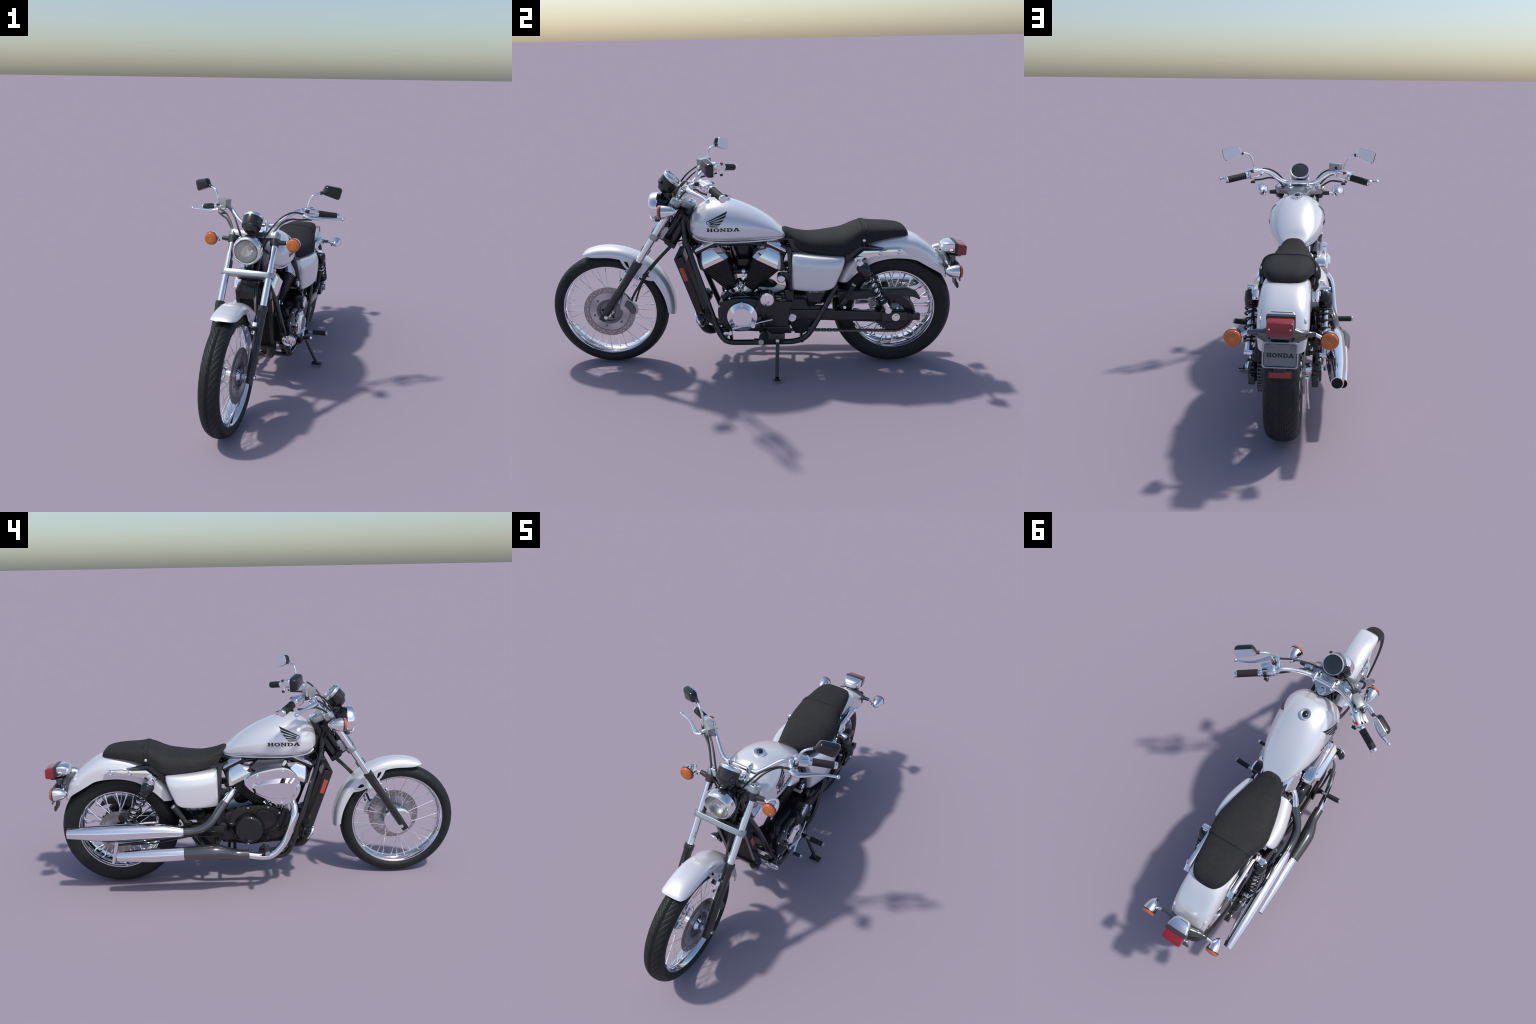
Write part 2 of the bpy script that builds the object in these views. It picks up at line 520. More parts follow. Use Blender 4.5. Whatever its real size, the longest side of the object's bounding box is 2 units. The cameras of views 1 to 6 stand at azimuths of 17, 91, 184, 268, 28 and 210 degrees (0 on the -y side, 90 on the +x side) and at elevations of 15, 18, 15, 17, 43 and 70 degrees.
def tyre(parent, C, R, hw, bead_r, bead_x, sign, n_groove, crown):
    # half profile from crown to bead as (x, r)
    ctrl = [(0.0, R), (hw * 0.28, R - crown * 0.10), (hw * 0.55, R - crown * 0.40), (hw * 0.80, R - crown * 0.95),
            (hw * 0.97, R - crown * 1.9), (hw, R - crown * 2.6), (hw * 0.97, R - (R - bead_r) * 0.75), (bead_x, bead_r)]
    pts = catmull([(x, r, 0) for x, r in ctrl], 6)
    half = [(p.x, p.y) for p in pts]
    prof = [(-x, r) for x, r in half[::-1]] + half[1:]
    inner = [(bead_x * 0.9, bead_r + 0.004), (-bead_x * 0.9, bead_r + 0.004)]
    arcs = [0.0]
    for (x0, r0), (x1, r1) in zip(half, half[1:]):
        arcs.append(arcs[-1] + math.hypot(x1 - x0, r1 - r0))
    tread = next(a for a, (x, r) in zip(arcs, half) if x > hw * 0.90)
    sarc = [-a for a in arcs[::-1]] + arcs[1:]
    N = 832
    bm = B()
    rings = []
    for k in range(N):
        th = 2 * pi * k / N
        ring = []
        for (x, r), s in zip(prof, sarc):
            a = abs(s)
            dep = 0.0
            if a < tread * 0.16:                     # circumferential grooves at the crown
                for g in (0.035, 0.13):
                    if abs(a - tread * g) < tread * 0.022:
                        dep = 0.0018
            elif a < tread * 0.93:
                ph = (th * sign * n_groove / (2 * pi) - a / tread * 2.3 + (0.5 if s > 0 else 0.0)) % 1.0
                if abs(ph - 0.5) < 0.085:
                    dep = 0.0019
            rr = r - dep
            ring.append(C + Vector((x, math.cos(th) * rr, math.sin(th) * rr)))
        for x, r in inner:
            ring.append(C + Vector((x, math.cos(th) * r, math.sin(th) * r)))
        rings.append(ring)
    vr = [[bm.verts.new(p) for p in r] for r in rings]
    n = len(vr[0])
    for i in range(N):
        a, b = vr[i], vr[(i + 1) % N]
        for j in range(n):
            bm.faces.new((a[j], a[(j + 1) % n], b[(j + 1) % n], b[j]))
    obj('tyre', bm, 'rubber', parent, 50)
    return half

def rim(parent, C, r_edge, r_well, hx):
    prof = [(-hx, r_edge + .003), (-hx + .004, r_edge + .004), (-hx + .006, r_edge - .004), (-hx * .55, r_well + .006), (-hx * .25, r_well + .001), (0, r_well),
            (hx * .25, r_well + .001), (hx * .55, r_well + .006), (hx - .006, r_edge - .004), (hx - .004, r_edge + .004), (hx, r_edge + .003)]
    outer = [(h, r - .0) for h, r in prof]
    inner = [(hx * k, r_edge - .001 - (r_edge - r_well + .003) * (1 - k * k) ** .9) for k in (1, .9, .8, .65, .5, .35, .2, 0, -.2, -.35, -.5, -.65, -.8, -.9, -1)]
    bm = B()
    revolve(bm, C, (1, 0, 0), outer + inner, 120, close=True)
    obj('rim', bm, 'chrome', parent, 40)

def spokes(parent, C, count, r_hub, x_hub, r_rim, x_rim, rad, lace):
    # one shared spoke mesh along +z of unit length 1, instanced
    bm = B()
    L = 1.0
    cyl(bm, (0, 0, 0), (0, 0, L), rad, seg=8)
    cyl(bm, (0, 0, L * 0.84), (0, 0, L), rad * 1.7, rad * 1.9, seg=8)
    me = None
    first = None
    for i in range(count):
        side = 1 if i % 2 == 0 else -1
        lean = 1 if (i // 2) % 2 == 0 else -1
        a_r = 2 * pi * (i + 0.5) / count
        a_h = a_r + lean * lace
        p = C + Vector((side * x_hub, math.cos(a_h) * r_hub, math.sin(a_h) * r_hub))
        q = C + Vector((-side * x_rim * 0.2 + side * x_rim * .5, math.cos(a_r) * r_rim, math.sin(a_r) * r_rim))
        d = q - p
        if first is None:
            first = obj('spoke', bm, 'spoke', parent, 40)
            o = first
        else:
            o = link(bpy.data.objects.new('spoke', first.data), parent)
        o.location = p
        o.rotation_mode = 'QUATERNION'
        o.rotation_quaternion = Vector((0, 0, 1)).rotation_difference(d)
        o.scale = (1, 1, d.length)

def brake_disc(parent, C, x, R, r_in, thick, holes, ring_w):
    """drilled ring built as a grid with real holes (boolean)"""
    bm = B()
    prof = [(-thick / 2, R), (thick / 2, R), (thick / 2, R - ring_w), (-thick / 2, R - ring_w)]
    revolve(bm, C + Vector((x, 0, 0)), (1, 0, 0), prof, 96, close=True)
    o = obj('brake_disc', bm, 'disc_band', parent, 40)
    hb = B()
    for i in range(holes):
        a = 2 * pi * i / holes
        rr = R - ring_w * (0.28 if i % 2 == 0 else 0.66)
        if i % 3 == 2:
            a += 0.03
        c = C + Vector((x, math.cos(a) * rr, math.sin(a) * rr))
        cyl(hb, c - Vector((thick, 0, 0)), c + Vector((thick, 0, 0)), 0.0030, seg=8)
    h = obj('hole_cutter', hb, 'dark', None, 0)
    md = o.modifiers.new('drill', 'BOOLEAN')
    md.object = h
    md.operation = 'DIFFERENCE'
    md.solver = 'EXACT'
    dg = bpy.context.evaluated_depsgraph_get()
    me = bpy.data.meshes.new_from_object(o.evaluated_get(dg))
    o.modifiers.clear()
    o.data = me
    bpy.data.objects.remove(h)
    return o

# ---- front wheel
FW = empty('wheel', ROOT)
half_f = tyre(FW, F_C, F_R, 0.047, 0.2255, 0.037, -1, 52, 0.014)
rim(FW, F_C, 0.2255, 0.213, 0.0385)
spokes(FW, F_C, 36, 0.062, 0.040, 0.2115, 0.026, 0.0015, 0.30)
bm = B()
revolve(bm, F_C, (1, 0, 0), [(-.056, .0), (-.056, .060), (-.053, .0665), (-.044, .068), (-.039, .064), (-.036, .032), (-.02, .026), (.02, .026), (.036, .032),
                             (.036, .050), (.040, .050), (.042, .030), (.056, .018), (.056, 0)], 48)
obj('hub', bm, 'chrome', FW, 35)
bm = B()
cyl(bm, F_C + Vector((-.118, 0, 0)), F_C + Vector((.118, 0, 0)), .0085, seg=20)
cyl(bm, F_C + Vector((.045, 0, 0)), F_C + Vector((.085, 0, 0)), .016, seg=20)
cyl(bm, F_C + Vector((-.085, 0, 0)), F_C + Vector((-.055, 0, 0)), .022, seg=20)
obj('axle', bm, 'chrome', FW)
XD = .0485
brake_disc(FW, F_C, XD, .1265, .060, .0045, 48, .026)
bm = B()
revolve(bm, F_C + Vector((XD, 0, 0)), (1, 0, 0), [(-.002, .1003), (.0005, .1003), (.0026, .098), (.0026, .064), (-.002, .064)], 72, close=True)
obj('disc_face', bm, 'disc', FW, 30)
bm = B()
revolve(bm, F_C + Vector((XD, 0, 0)), (1, 0, 0), [(-.006, .0645), (.0012, .0645), (.0012, .050), (-.006, .048), (-.006, .02), (-.009, .02), (-.009, .0645)], 60, close=True)
for i in range(36):                                     # toothed sensor ring
    a = 2 * pi * i / 36
    box(bm, F_C + Vector((XD + .0022, math.cos(a) * .0575, math.sin(a) * .0575)), (.004, .011, .0062),
        Matrix.Rotation(a, 3, 'X'), .0005, 1)
obj('sensor_ring', bm, 'carrier', FW, 30)
bm = B()
for i in range(6):
    a = 2 * pi * i / 6 + 0.25
    c = F_C + Vector((XD + .0026, math.cos(a) * .077, math.sin(a) * .077))
    revolve(bm, c, (1, 0, 0), [(0, .0058), (.0016, .0058), (.0022, .005), (.0010, .0030), (.0010, 0)], 16)
obj('disc_rivet', bm, 'carrier', FW, 30)
bm = B()
for i in range(3):
    a = 2 * pi * i / 3 + 0.9
    c = F_C + Vector((XD - .005, math.cos(a) * .036, math.sin(a) * .036))
    cyl(bm, c, c + Vector((.003, 0, 0)), .0055, seg=12)
obj('disc_bolt', bm, 'dark', FW, 30)

# ---- rear wheel
RW = empty('wheel', ROOT)
half_r = tyre(RW, R_C, R_R, 0.0670, 0.1965, 0.058, 1, 46, 0.016)
rim(RW, R_C, 0.1965, 0.180, 0.0595)
spokes(RW, R_C, 40, 0.052, 0.046, 0.1785, 0.044, 0.0026, 0.42)
bm = B()
revolve(bm, R_C, (1, 0, 0), [(-.066, 0), (-.066, .045), (-.060, .050), (-.055, .060), (-.042, .060), (-.036, .042), (.036, .042), (.042, .062), (.060, .062), (.066, .05), (.080, .05), (.080, 0)], 48)
obj('hub', bm, 'chrome', RW, 35)
bm = B()
cyl(bm, R_C + Vector((-.150, 0, 0)), R_C + Vector((.152, 0, 0)), .0095, seg=20)
cyl(bm, R_C + Vector((-.10, 0, 0)), R_C + Vector((-.07, 0, 0)), .020, seg=20)
obj('axle', bm, 'chrome', RW)
brake_disc(RW, R_C, -.078, .103, .06, .0045, 36, .024)
bm = B()
revolve(bm, R_C + Vector((-.078, 0, 0)), (1, 0, 0), [(-.0015, .0793), (.002, .0793), (.002, .050), (-.0015, .050)], 60, close=True)
for i in range(5):
    a = 2 * pi * i / 5
    box(bm, R_C + Vector((-.073, math.cos(a) * .045, math.sin(a) * .045)), (.008, .05, .014), Matrix.Rotation(a, 3, 'X'), .002, 1)
obj('disc_face', bm, 'disc_rear', RW, 30)

# sidewall lettering of the rear tyre
def sidewall_x(r):
    hs = sorted([(rr, x) for x, rr in half_r if rr < R_R - .02])
    return float(np.interp(r, [h[0] for h in hs], [h[1] for h in hs]))
def sidewall_word(text, ang, side):
    t = font_mesh(text)
    for v in t.verts:
        v.co.x *= 1.0
    size = 0.0235
    rad = 0.2265
    def fn(x, y):
        r = rad + (y - .35) * size
        a = ang + side * x * size * 1.05 / rad * -1
        xx = sidewall_x(r)
        return R_C + Vector((side * (xx + .0002), math.cos(a) * r, math.sin(a) * r)), Vector((side, 0, 0))
    obj('tyre_lettering', thicken(t, fn, .0006), 'tyre_letter', RW, 20)
for k in range(4):
    a = math.radians(40 + 90 * k)
    sidewall_word('GOODYEAR', a, 1)
    sidewall_word('GOODYEAR', a + .6, -1)

# ================================================================== FENDERS
def arch_fender(name, outer, inner, hw, n_exp, parent, thick=.004, tip=None):
    """outer/inner: lists of (y, z) along the crown line and the skirt edge; superelliptic section"""
    sub = 5
    O = catmull([(0, y, z) for y, z in outer], sub)
    I = catmull([(0, y, z) for y, z in inner], sub)
    m = len(O)
    hws = np.interp(np.linspace(0, 1, m), np.linspace(0, 1, len(hw)), hw)
    K = 28
    rings = []
    for o, i, w in zip(O, I, hws):
        ring = []
        for k in range(K + 1):
            t = -pi / 2 + pi * k / K
            c, s = math.cos(t), math.sin(t)
            h = abs(c) ** (2 / n_exp)
            x = math.copysign(abs(s) ** (2 / n_exp), s) * w
            p = i.lerp(o, h)
            ring.append(Vector((x, p.y, p.z)))
        rings.append(ring)
    bm = B()
    add_rings(bm, rings, closed=False, cap=False)
    o = obj(name, bm, 'paint', parent, 60)
    md = o.modifiers.new('thickness', 'SOLIDIFY')
    md.thickness = thick
    md.offset = -1
    # make sure the shell grows inwards
    me = o.data
    mid = me.polygons[len(me.polygons) // 2]
    cc = sum((Vector((0, p[0], p[1])) for p in inner), Vector()) / len(inner)
    if mid.normal.dot(mid.center - cc) < 0:
        me.flip_normals()
    dg = bpy.context.evaluated_depsgraph_get()
    nm = bpy.data.meshes.new_from_object(o.evaluated_get(dg))
    o.modifiers.clear()
    o.data = nm
    nm.set_sharp_from_angle(angle=math.radians(50))
    return o

def polar(C, r, deg):
    return (C.y + r * math.cos(math.radians(deg)), C.z + r * math.sin(math.radians(deg)))

FF_out = [polar(F_C, r, a) for r, a in ((.312, 110.5), (.318, 108), (.321, 103), (.323, 95), (.324, 85), (.324, 74), (.324, 62), (.325, 50), (.325, 38), (.324, 26), (.323, 14), (.323, 4), (.322, -4))]
FF_in = [polar(F_C, r, a) for r, a in ((.304, 108.5), (.297, 106.5), (.287, 102), (.281, 95), (.280, 85), (.280, 74), (.280, 62), (.280, 50), (.280, 38), (.281, 26), (.284, 14), (.287, 4), (.288, -1))]
FG = empty('fender', ROOT)
arch_fender('fender_shell', FF_out, FF_in, [.050, .056, .059, .060, .060, .060, .060, .060, .060, .060, .058], 2.6, FG)
# side stays of the front fender: a plate with two crescent openings
def ring_plate(bm, outer, hole_list, x0, x1):
    t = flat_mesh([outer] + hole_list)
    def fn(a, b):
        return Vector(((x0 + x1) / 2, a, b)), Vector((1, 0, 0))
    merge(bm, thicken(t, fn, abs(x1 - x0) / 2))
stay = smooth_poly([(-.640, .566), (-.632, .532), (-.612, .503), (-.585, .480), (-.552, .462), (-.515, .448), (-.482, .447), (-.478, .470), (-.525, .515), (-.575, .546)], 4)
holes = [smooth_poly([(-.622, .545), (-.614, .523), (-.602, .512), (-.603, .530), (-.610, .545)], 4),
         smooth_poly([(-.540, .474), (-.520, .466), (-.503, .470), (-.518, .482), (-.532, .484)], 4)]
bm = B()
ring_plate(bm, stay, holes, .0575, .0605)
s = obj('fender_stay', bm, 'paint', FG, 30)
mirrored(s)
bm = B()
poly = [(-.630, .492), (-.615, .505), (-.553, .462), (-.562, .446)]
prism(bm, poly, .060, .100, .003)
hexbolt(bm, (.086, -.637, .470), (0, -.5, -.5), .008, .012)
hexbolt(bm, (.086, -.577, .432), (0, .5, -.6), .008, .012)
sph(bm, (.062, -.556, .470), .0075, (.6, 1, 1))
s = obj('fender_bracket', bm, 'chrome', FG, 30)
mirrored(s)

RF_out = [(.908, .452), (.903, .488), (.892, .524), (.870, .557), (.834, .596), (.789, .629), (.746, .651), (.698, .662), (.650, .664), (.600, .657), (.550, .639), (.500, .608), (.455, .563), (.415, .508), (.386, .442)]
RF_in = [(.866, .484), (.850, .494), (.835, .503), (.815, .515), (.793, .528), (.762, .546), (.735, .554), (.700, .5585), (.650, .560), (.600, .553), (.555, .539), (.515, .516), (.478, .487), (.450, .459), (.434, .442)]
RG = empty('fender', ROOT)
arch_fender('fender_shell', RF_out, RF_in, [.088, .093, .097, .098, .098, .098, .098, .098, .097, .095], 4.0, RG)
bm = B()
for s_ in (-1, 1):
    sph(bm, (s_ * .082, .845, .555), .016, (.45, 1.0, .9))
obj('fender_bump', bm, 'paint', RG, 60)

# chrome strut covers
bm = B()
strut = [(.459, .562), (.504, .603), (.604, .604), (.613, .609), (.679, .608), (.706, .586), (.706, .576), (.619, .578), (.55, .572), (.505, .556), (.469, .541)]
prism(bm, [(y, z + .006) for y, z in strut], .102, .128, .004, 2)
for y, z in ((.582, .598), (.667, .602)):
    revolve(bm, (.127, y, z), (1, 0, 0), [(0, .0105), (.004, .0105), (.006, .008), (.004, .006), (.006, .004), (.006, 0)], 18)
s = obj('fender_strut', bm, 'chrome', ROOT, 30)
mirrored(s)
bm = B()
prism(bm, [(.430, .545), (.458, .572), (.500, .612), (.600, .613), (.54, .622), (.49, .624), (.42, .59)], .085, .108, .002)
s = obj('seat_rail', bm, 'frame', ROOT, 30)
mirrored(s)

# ================================================================== TANK
TY = [-.2990, -.2965, -.288, -.275, -.260, -.236, -.212, -.170, -.120, -.060, .000, .050, .090, .120, .140, .152]
THW = [.055, .076, .095, .110, .121, .1310, .1370, .1400, .1385, .1310, .1190, .1030, .0860, .0680, .0520, .030]
TZW = [.720, .720, .717, .713, .710, .708, .706, .705, .704, .702, .700, .697, .690, .680, .668, .663]
TZT = [.738, .757, .777, .792, .804, .819, .834, .8375, .831, .811, .783, .753, .723, .695, .678, .668]
TZB = [.704, .688, .676, .665, .658, .653, .650, .647, .645, .645, .645, .645, .646, .648, .652, .657]
NU, NL = 2.25, 3.2
def tank_at(y):
    return [float(interp(TY, a, y)) for a in (THW, TZW, TZT, TZB)]
ys = list(np.concatenate([np.array([-.299, -.2985, -.2975, -.296, -.294, -.291, -.287, -.282, -.276, -.269]), np.linspace(-.26, .12, 60), np.array([.126, .132, .137, .142, .147, .152])]))
rings = []
K = 72
for y in ys:
    hw, zw, zt, zb = tank_at(y)
    ring = []
    for k in range(K):
        t = 2 * pi * k / K
        c, s = math.cos(t), math.sin(t)
        n = NU if s >= 0 else NL
        x = math.copysign(abs(c) ** (2 / n), c) * hw
        z = zw + math.copysign(abs(s) ** (2 / n), s) * ((zt - zw) if s >= 0 else (zw - zb))
        ring.append((x, y, z))
    rings.append(ring)
bm = B()
add_rings(bm, rings)
TANK = empty('fuel_tank', ROOT)
obj('tank_shell', bm, 'paint', TANK, 70)
# bottom seam flange
bm = B()
fl = []
for y in np.linspace(-.285, .142, 50):
    hw, zw, zt, zb = tank_at(y)
    fl.append((hw * .80, y, zb + .0045))
tube(bm, [Vector(p) for p in fl], .0042, 8, 1)
tube(bm, [Vector((-p[0], p[1], p[2])) for p in fl], .0042, 8, 1)
obj('tank_seam', bm, 'paint', TANK, 60)
# filler cap
bm = B()
ax = Vector((0, .10, .995)).normalized()
c0 = Vector((0, -.139, .832))
revolve(bm, c0, ax, [(-.01, .027), (.004, .027), (.010, .0275), (.0135, .026), (.0140, .021), (.0120, .016), (.0120, 0)], 40)
cap = obj('filler_cap', bm, 'chrome', TANK, 35)
bm = B()
sph(bm, c0 + ax * .0135, .0145, (.95, 1.15, .45))
obj('cap_lock', bm, 'black', TANK, 60)

def tank_side(y, z, side):
    hw, zw, zt, zb = tank_at(y)
    if z >= zw:
        f = min(.999, (z - zw) / (zt - zw)); n = NU
    else:
        f = min(.999, (zw - z) / (zw - zb)); n = NL
    return side * hw * (1 - f ** n) ** (1 / n)
def tank_fn(side, ymap):
    def fn(x, y):
        Y, Z = ymap(x, y)
        e = .002
        p = Vector((tank_side(Y, Z, side), Y, Z))
        du = Vector((tank_side(Y + e, Z, side), Y + e, Z)) - p
        dv = Vector((tank_side(Y, Z + e, side), Y, Z + e)) - p
        n = du.cross(dv).normalized()
        if n.x * side < 0:
            n = -n
        return p, n
    return fn
# wordmark: y from -.213 to -.062 on the left; readable from each side
for side in (1, -1):
    w, width = slab_word('HONDA')
    h = .0165
    L = .150
    dice(w, .35)
    if side > 0:
        ym = lambda x, y: (-.2125 + x / width * L, .7095 + y * h)
    else:
        ym = lambda x, y: (-.0645 - x / width * L, .7100 + y * h)
    obj('tank_lettering', thicken(w, tank_fn(side, ym), .0007), 'print', TANK, 20)
    # wing emblem: swept feathers, drawn in (0..1, 0..1) with the root at lower left
    feathers = []
    tips = [(1.00, .985, .94, .80), (.965, .76, .895, .60), (.85, .50, .775, .355), (.735, .28, .665, .17)]
    roots = [(.03, .345), (.075, .255), (.105, .175), (.13, .11)]
    for (tx, ty, bx, by), (rx, ry) in zip(tips, roots):
        feathers.append([(rx, ry + .005), (rx + .10, ry + .10), (tx * .55 + rx * .45, (ty * .55 + ry * .45) + .02), (tx, ty), (bx, by),
                         (bx * .5 + rx * .5, by * .5 + ry * .5 + .005), (rx + .11, ry + .03)])
    feathers.append([(.155, .055), (.26, .115), (.63, .13), (.60, .075), (.40, .075), (.30, .055), (.175, .03)])
    feathers.append([(.19, -.0), (.30, .035), (.58, .035), (.52, -.005)])
    # leading edge
    feathers.append([(.0, .30), (.02, .37), (.055, .41), (.09, .43), (.05, .365), (.03, .31), (.04, .26), (.19, .02), (.165, .005), (.02, .235)])
    bmw = B()
    for fth in feathers:
        t = flat_mesh([fth])
        dice(t, .12)
        if side > 0:
            ym = lambda x, y: (-.214 + x * .0945, .7305 + y * .0675)
        else:
            ym = lambda x, y: (-.214 + x * .0945, .7315 + y * .0675)
        merge(bmw, thicken(t, tank_fn(side, ym), .0007))
    obj('wing_emblem', bmw, 'print', TANK, 20)

# ================================================================== SEAT
SY = [.123, .128, .139, .172, .206, .256, .300, .347, .400, .430, .465, .495, .508, .554, .612, .655, .685, .705, .718, .723]
SHW = [.020, .032, .045, .064, .083, .099, .111, .121, .130, .130, .121, .112, .108, .101, .094, .086, .076, .062, .042, .020]
SZT = [.682, .687, .691, .680, .6710, .6635, .665, .6710, .679, .690, .7045, .7135, .7140, .7105, .7080, .7040, .6980, .688, .672, .658]
SZB = [.668, .660, .652, .628, .600, .587, .582, .578, .576, .579, .600, .618, .624, .636, .648, .654, .657, .656, .654, .650]
def seat_at(y):
    return [float(interp(SY, a, y)) for a in (SHW, SZT, SZB)]
def seat_ring(y, grow=0.0, K=64):
    hw, zt, zb = seat_at(y)
    hw += grow; zt += grow
    H = zt - zb
    zw = zb + min(.22 * H, .028)
    ring = []
    for k in range(K):
        t = 2 * pi * k / K
        c, s = math.cos(t), math.sin(t)
        n = (2.6 + .9 * min(1, max(0, (y - .44) / .08))) if s >= 0 else 4.0
        x = math.copysign(abs(c) ** (2 / n), c) * hw
        z = zw + math.copysign(abs(s) ** (2 / n), s) * ((zt - zw) if s >= 0 else (zw - zb))
        ring.append((x, y, z))
    return ring
bm = B()
sy = sorted(list(np.linspace(.14, .70, 70)) + [.123, .124, .126, .129, .132, .136, .705, .710, .714, .718, .721, .723])
add_rings(bm, [seat_ring(y) for y in sy])
SEAT = empty('seat', ROOT)
obj('seat_cushion', bm, 'seat', SEAT, 60)
bm = B()
add_rings(bm, [seat_ring(.497, .0002), seat_ring(.498, .0030), seat_ring(.5145, .0030), seat_ring(.5155, .0002)])
obj('seat_strap', bm, 'seat', SEAT, 40)
bm = B()
for s_ in (-1, 1):
    revolve(bm, (s_ * .1105, .5065, .653), (s_, 0, 0), [(0, .0072), (.003, .0072), (.0055, .005), (.0065, 0)], 18)
obj('strap_stud', bm, 'chrome', SEAT, 40)
# stitched seam behind the strap
bm = B()
r0 = [Vector(p) for p in seat_ring(.5185, .0006)][2:31]
tube(bm, r0, .0012, 6, 1)
obj('seat_seam', bm, 'piping', SEAT, 60)
# pan below the cushion
bm = B()
prism(bm, [(.150, .655), (.178, .596), (.235, .572), (.43, .566), (.46, .60), (.30, .63)], -.072, .072, .006)
obj('seat_pan', bm, 'frame', SEAT, 30)

# ================================================================== SIDE COVERS
SC = [(.176, .578), (.182, .586), (.215, .587), (.30, .583), (.405, .580), (.417, .572), (.416, .556), (.405, .522), (.392, .489), (.374, .446), (.358, .432), (.338, .425), (.30, .419), (.256, .416), (.19, .4145), (.177, .420), (.174, .44), (.174, .51)]
def side_cover():
    poly = smooth_poly(SC, 4)
    cy = sum(p[0] for p in poly) / len(poly)
    cz = sum(p[1] for p in poly) / len(poly)
    def out_x(y, z):           # bowed outer face: widest towards the rear third, tucked in at the bottom front
        t = (y - .174) / .243
        x = .124 + .041 * math.sin(min(1, max(0, t)) * pi * .66 + .08)
        q = max(0.0, min(1.0, (.585 - z) / .17))
        return x + .004 * math.sin(q * pi) - .004 * q - .020 * max(0.0, (z - .530) / .055) ** 1.7
    rings = []
    for k, (sc, dx) in enumerate(((1.0, -.075), (1.0, -.030), (1.0, -.016), (.985, -.007), (.95, -.0015), (.88, 0), (.7, 0), (.45, 0), (.2, 0), (.02, 0))):
        ring = []
        for y, z in poly:
            Y, Z = cy + (y - cy) * sc, cz + (z - cz) * sc
            ring.append(Vector((out_x(Y, Z) + dx, Y, Z)))
        rings.append(ring)
    bm = B()
    add_rings(bm, rings)
    return bm
s = obj('side_cover', side_cover(), 'paint', ROOT, 45)
mirrored(s)
bm = B()
revolve(bm, (.158, .346, .455), (1, .05, 0), [(-.01, .0105), (.003, .0105), (.005, .0085), (.003, .0075)], 20)
s1 = obj('cover_grommet', bm, 'black', ROOT, 40)
mirrored(s1)
bm = B()
revolve(bm, (.160, .346, .455), (1, .05, 0), [(-.01, .0066), (.002, .0066), (.0035, .004), (.0035, 0)], 16)
s1 = obj('cover_bolt', bm, 'chrome', ROOT, 40)
mirrored(s1)

# ================================================================== FRAME
FR = empty('frame', ROOT)
bm = B()
pathL = [(.022, -.336, .735), (.034, -.333, .685), (.048, -.324, .637), (.062, -.306, .583), (.075, -.289, .537), (.087, -.2735, .493), (.098, -.2535, .434), (.108, -.233, .371), (.120, -.210, .302), (.127, -.187, .234), (.131, -.172, .197), (.134, -.152, .170), (.135, -.122, .156), (.135, -.06, .154),
         (.135, .10, .155), (.135, .186, .159), (.135, .240, .184), (.135, .278, .240), (.133, .320, .318), (.130, .357, .388), (.124, .385, .440)]
tube(bm, pathL, .0135, 14, 5)
tube(bm, [(-x, y, z) for x, y, z in pathL], .0135, 14, 5)
# backbone and seat rails
tube(bm, [(0, -.315, .76), (0, -.22, .70), (0, -.05, .665), (0, .15, .635), (0, .30, .60)], .024, 14, 4)
for s_ in (1, -1):
    tube(bm, [(s_ * .025, -.30, .655), (s_ * .04, -.22, .625), (s_ * .05, .0, .628), (s_ * .06, .17, .60), (s_ * .075, .33, .565), (s_ * .085, .47, .56)], .012, 12, 4)
    tube(bm, [(s_ * .065, .165, .60), (s_ * .09, .170, .50), (s_ * .105, .175, .36), (s_ * .11, .185, .22)], .013, 12, 4)
# cross members under the engine
for y in (-.15, .13, .22):
    cyl(bm, (-.135, y, .160), (.135, y, .160), .010)
obj('frame_tube', bm, 'frame', FR, 50)
bm = B()
# gussets at the neck, side plates by the swingarm pivot
for s_ in (1, -1):
    prism(bm, [(-.348, .72), (-.300, .735), (-.268, .66), (-.225, .640), (-.225, .612), (-.285, .612), (-.318, .630)], s_ * .012, s_ * .022, .002)
    gx = .108 if s_ > 0 else .078
    gz = 0 if s_ > 0 else -.012
    prism(bm, [(y, z + gz) for y, z in [(.140, .412), (.178, .412), (.183, .372), (.235, .372), (.248, .335), (.345, .335), (.335, .30), (.28, .255), (.232, .196), (.188, .196), (.156, .258), (.160, .310)]], s_ * gx, s_ * (gx + .020), .003)
    prism(bm, [(-.02, .148), (.12, .148), (.115, .166), (-.01, .172)], s_ * .128, s_ * .146, .002)
obj('frame_gusset', bm, 'case', FR, 30)
bm = B()
for s_ in (1, -1):
    if s_ > 0:
        revolve(bm, (.128, .174, .283), (1, 0, 0), [(0, .0205), (.014, .0205), (.0175, .017), (.0175, 0)], 24)
    revolve(bm, (s_ * .100, .124, .466), (s_, 0, 0), [(0, .018), (.010, .018), (.013, .014), (.013, .008), (.009, .006), (.009, 0)], 24)
obj('pivot_cap', bm, 'chrome', FR, 35)
bm = B()
for s_ in (1, -1):
    cyl(bm, (s_ * .06, .124, .466), (s_ * .100, .124, .466), .021)
    box(bm, (s_ * .085, .150, .478), (.03, .05, .03), None, .003)
obj('engine_mount', bm, 'frame', FR, 35)
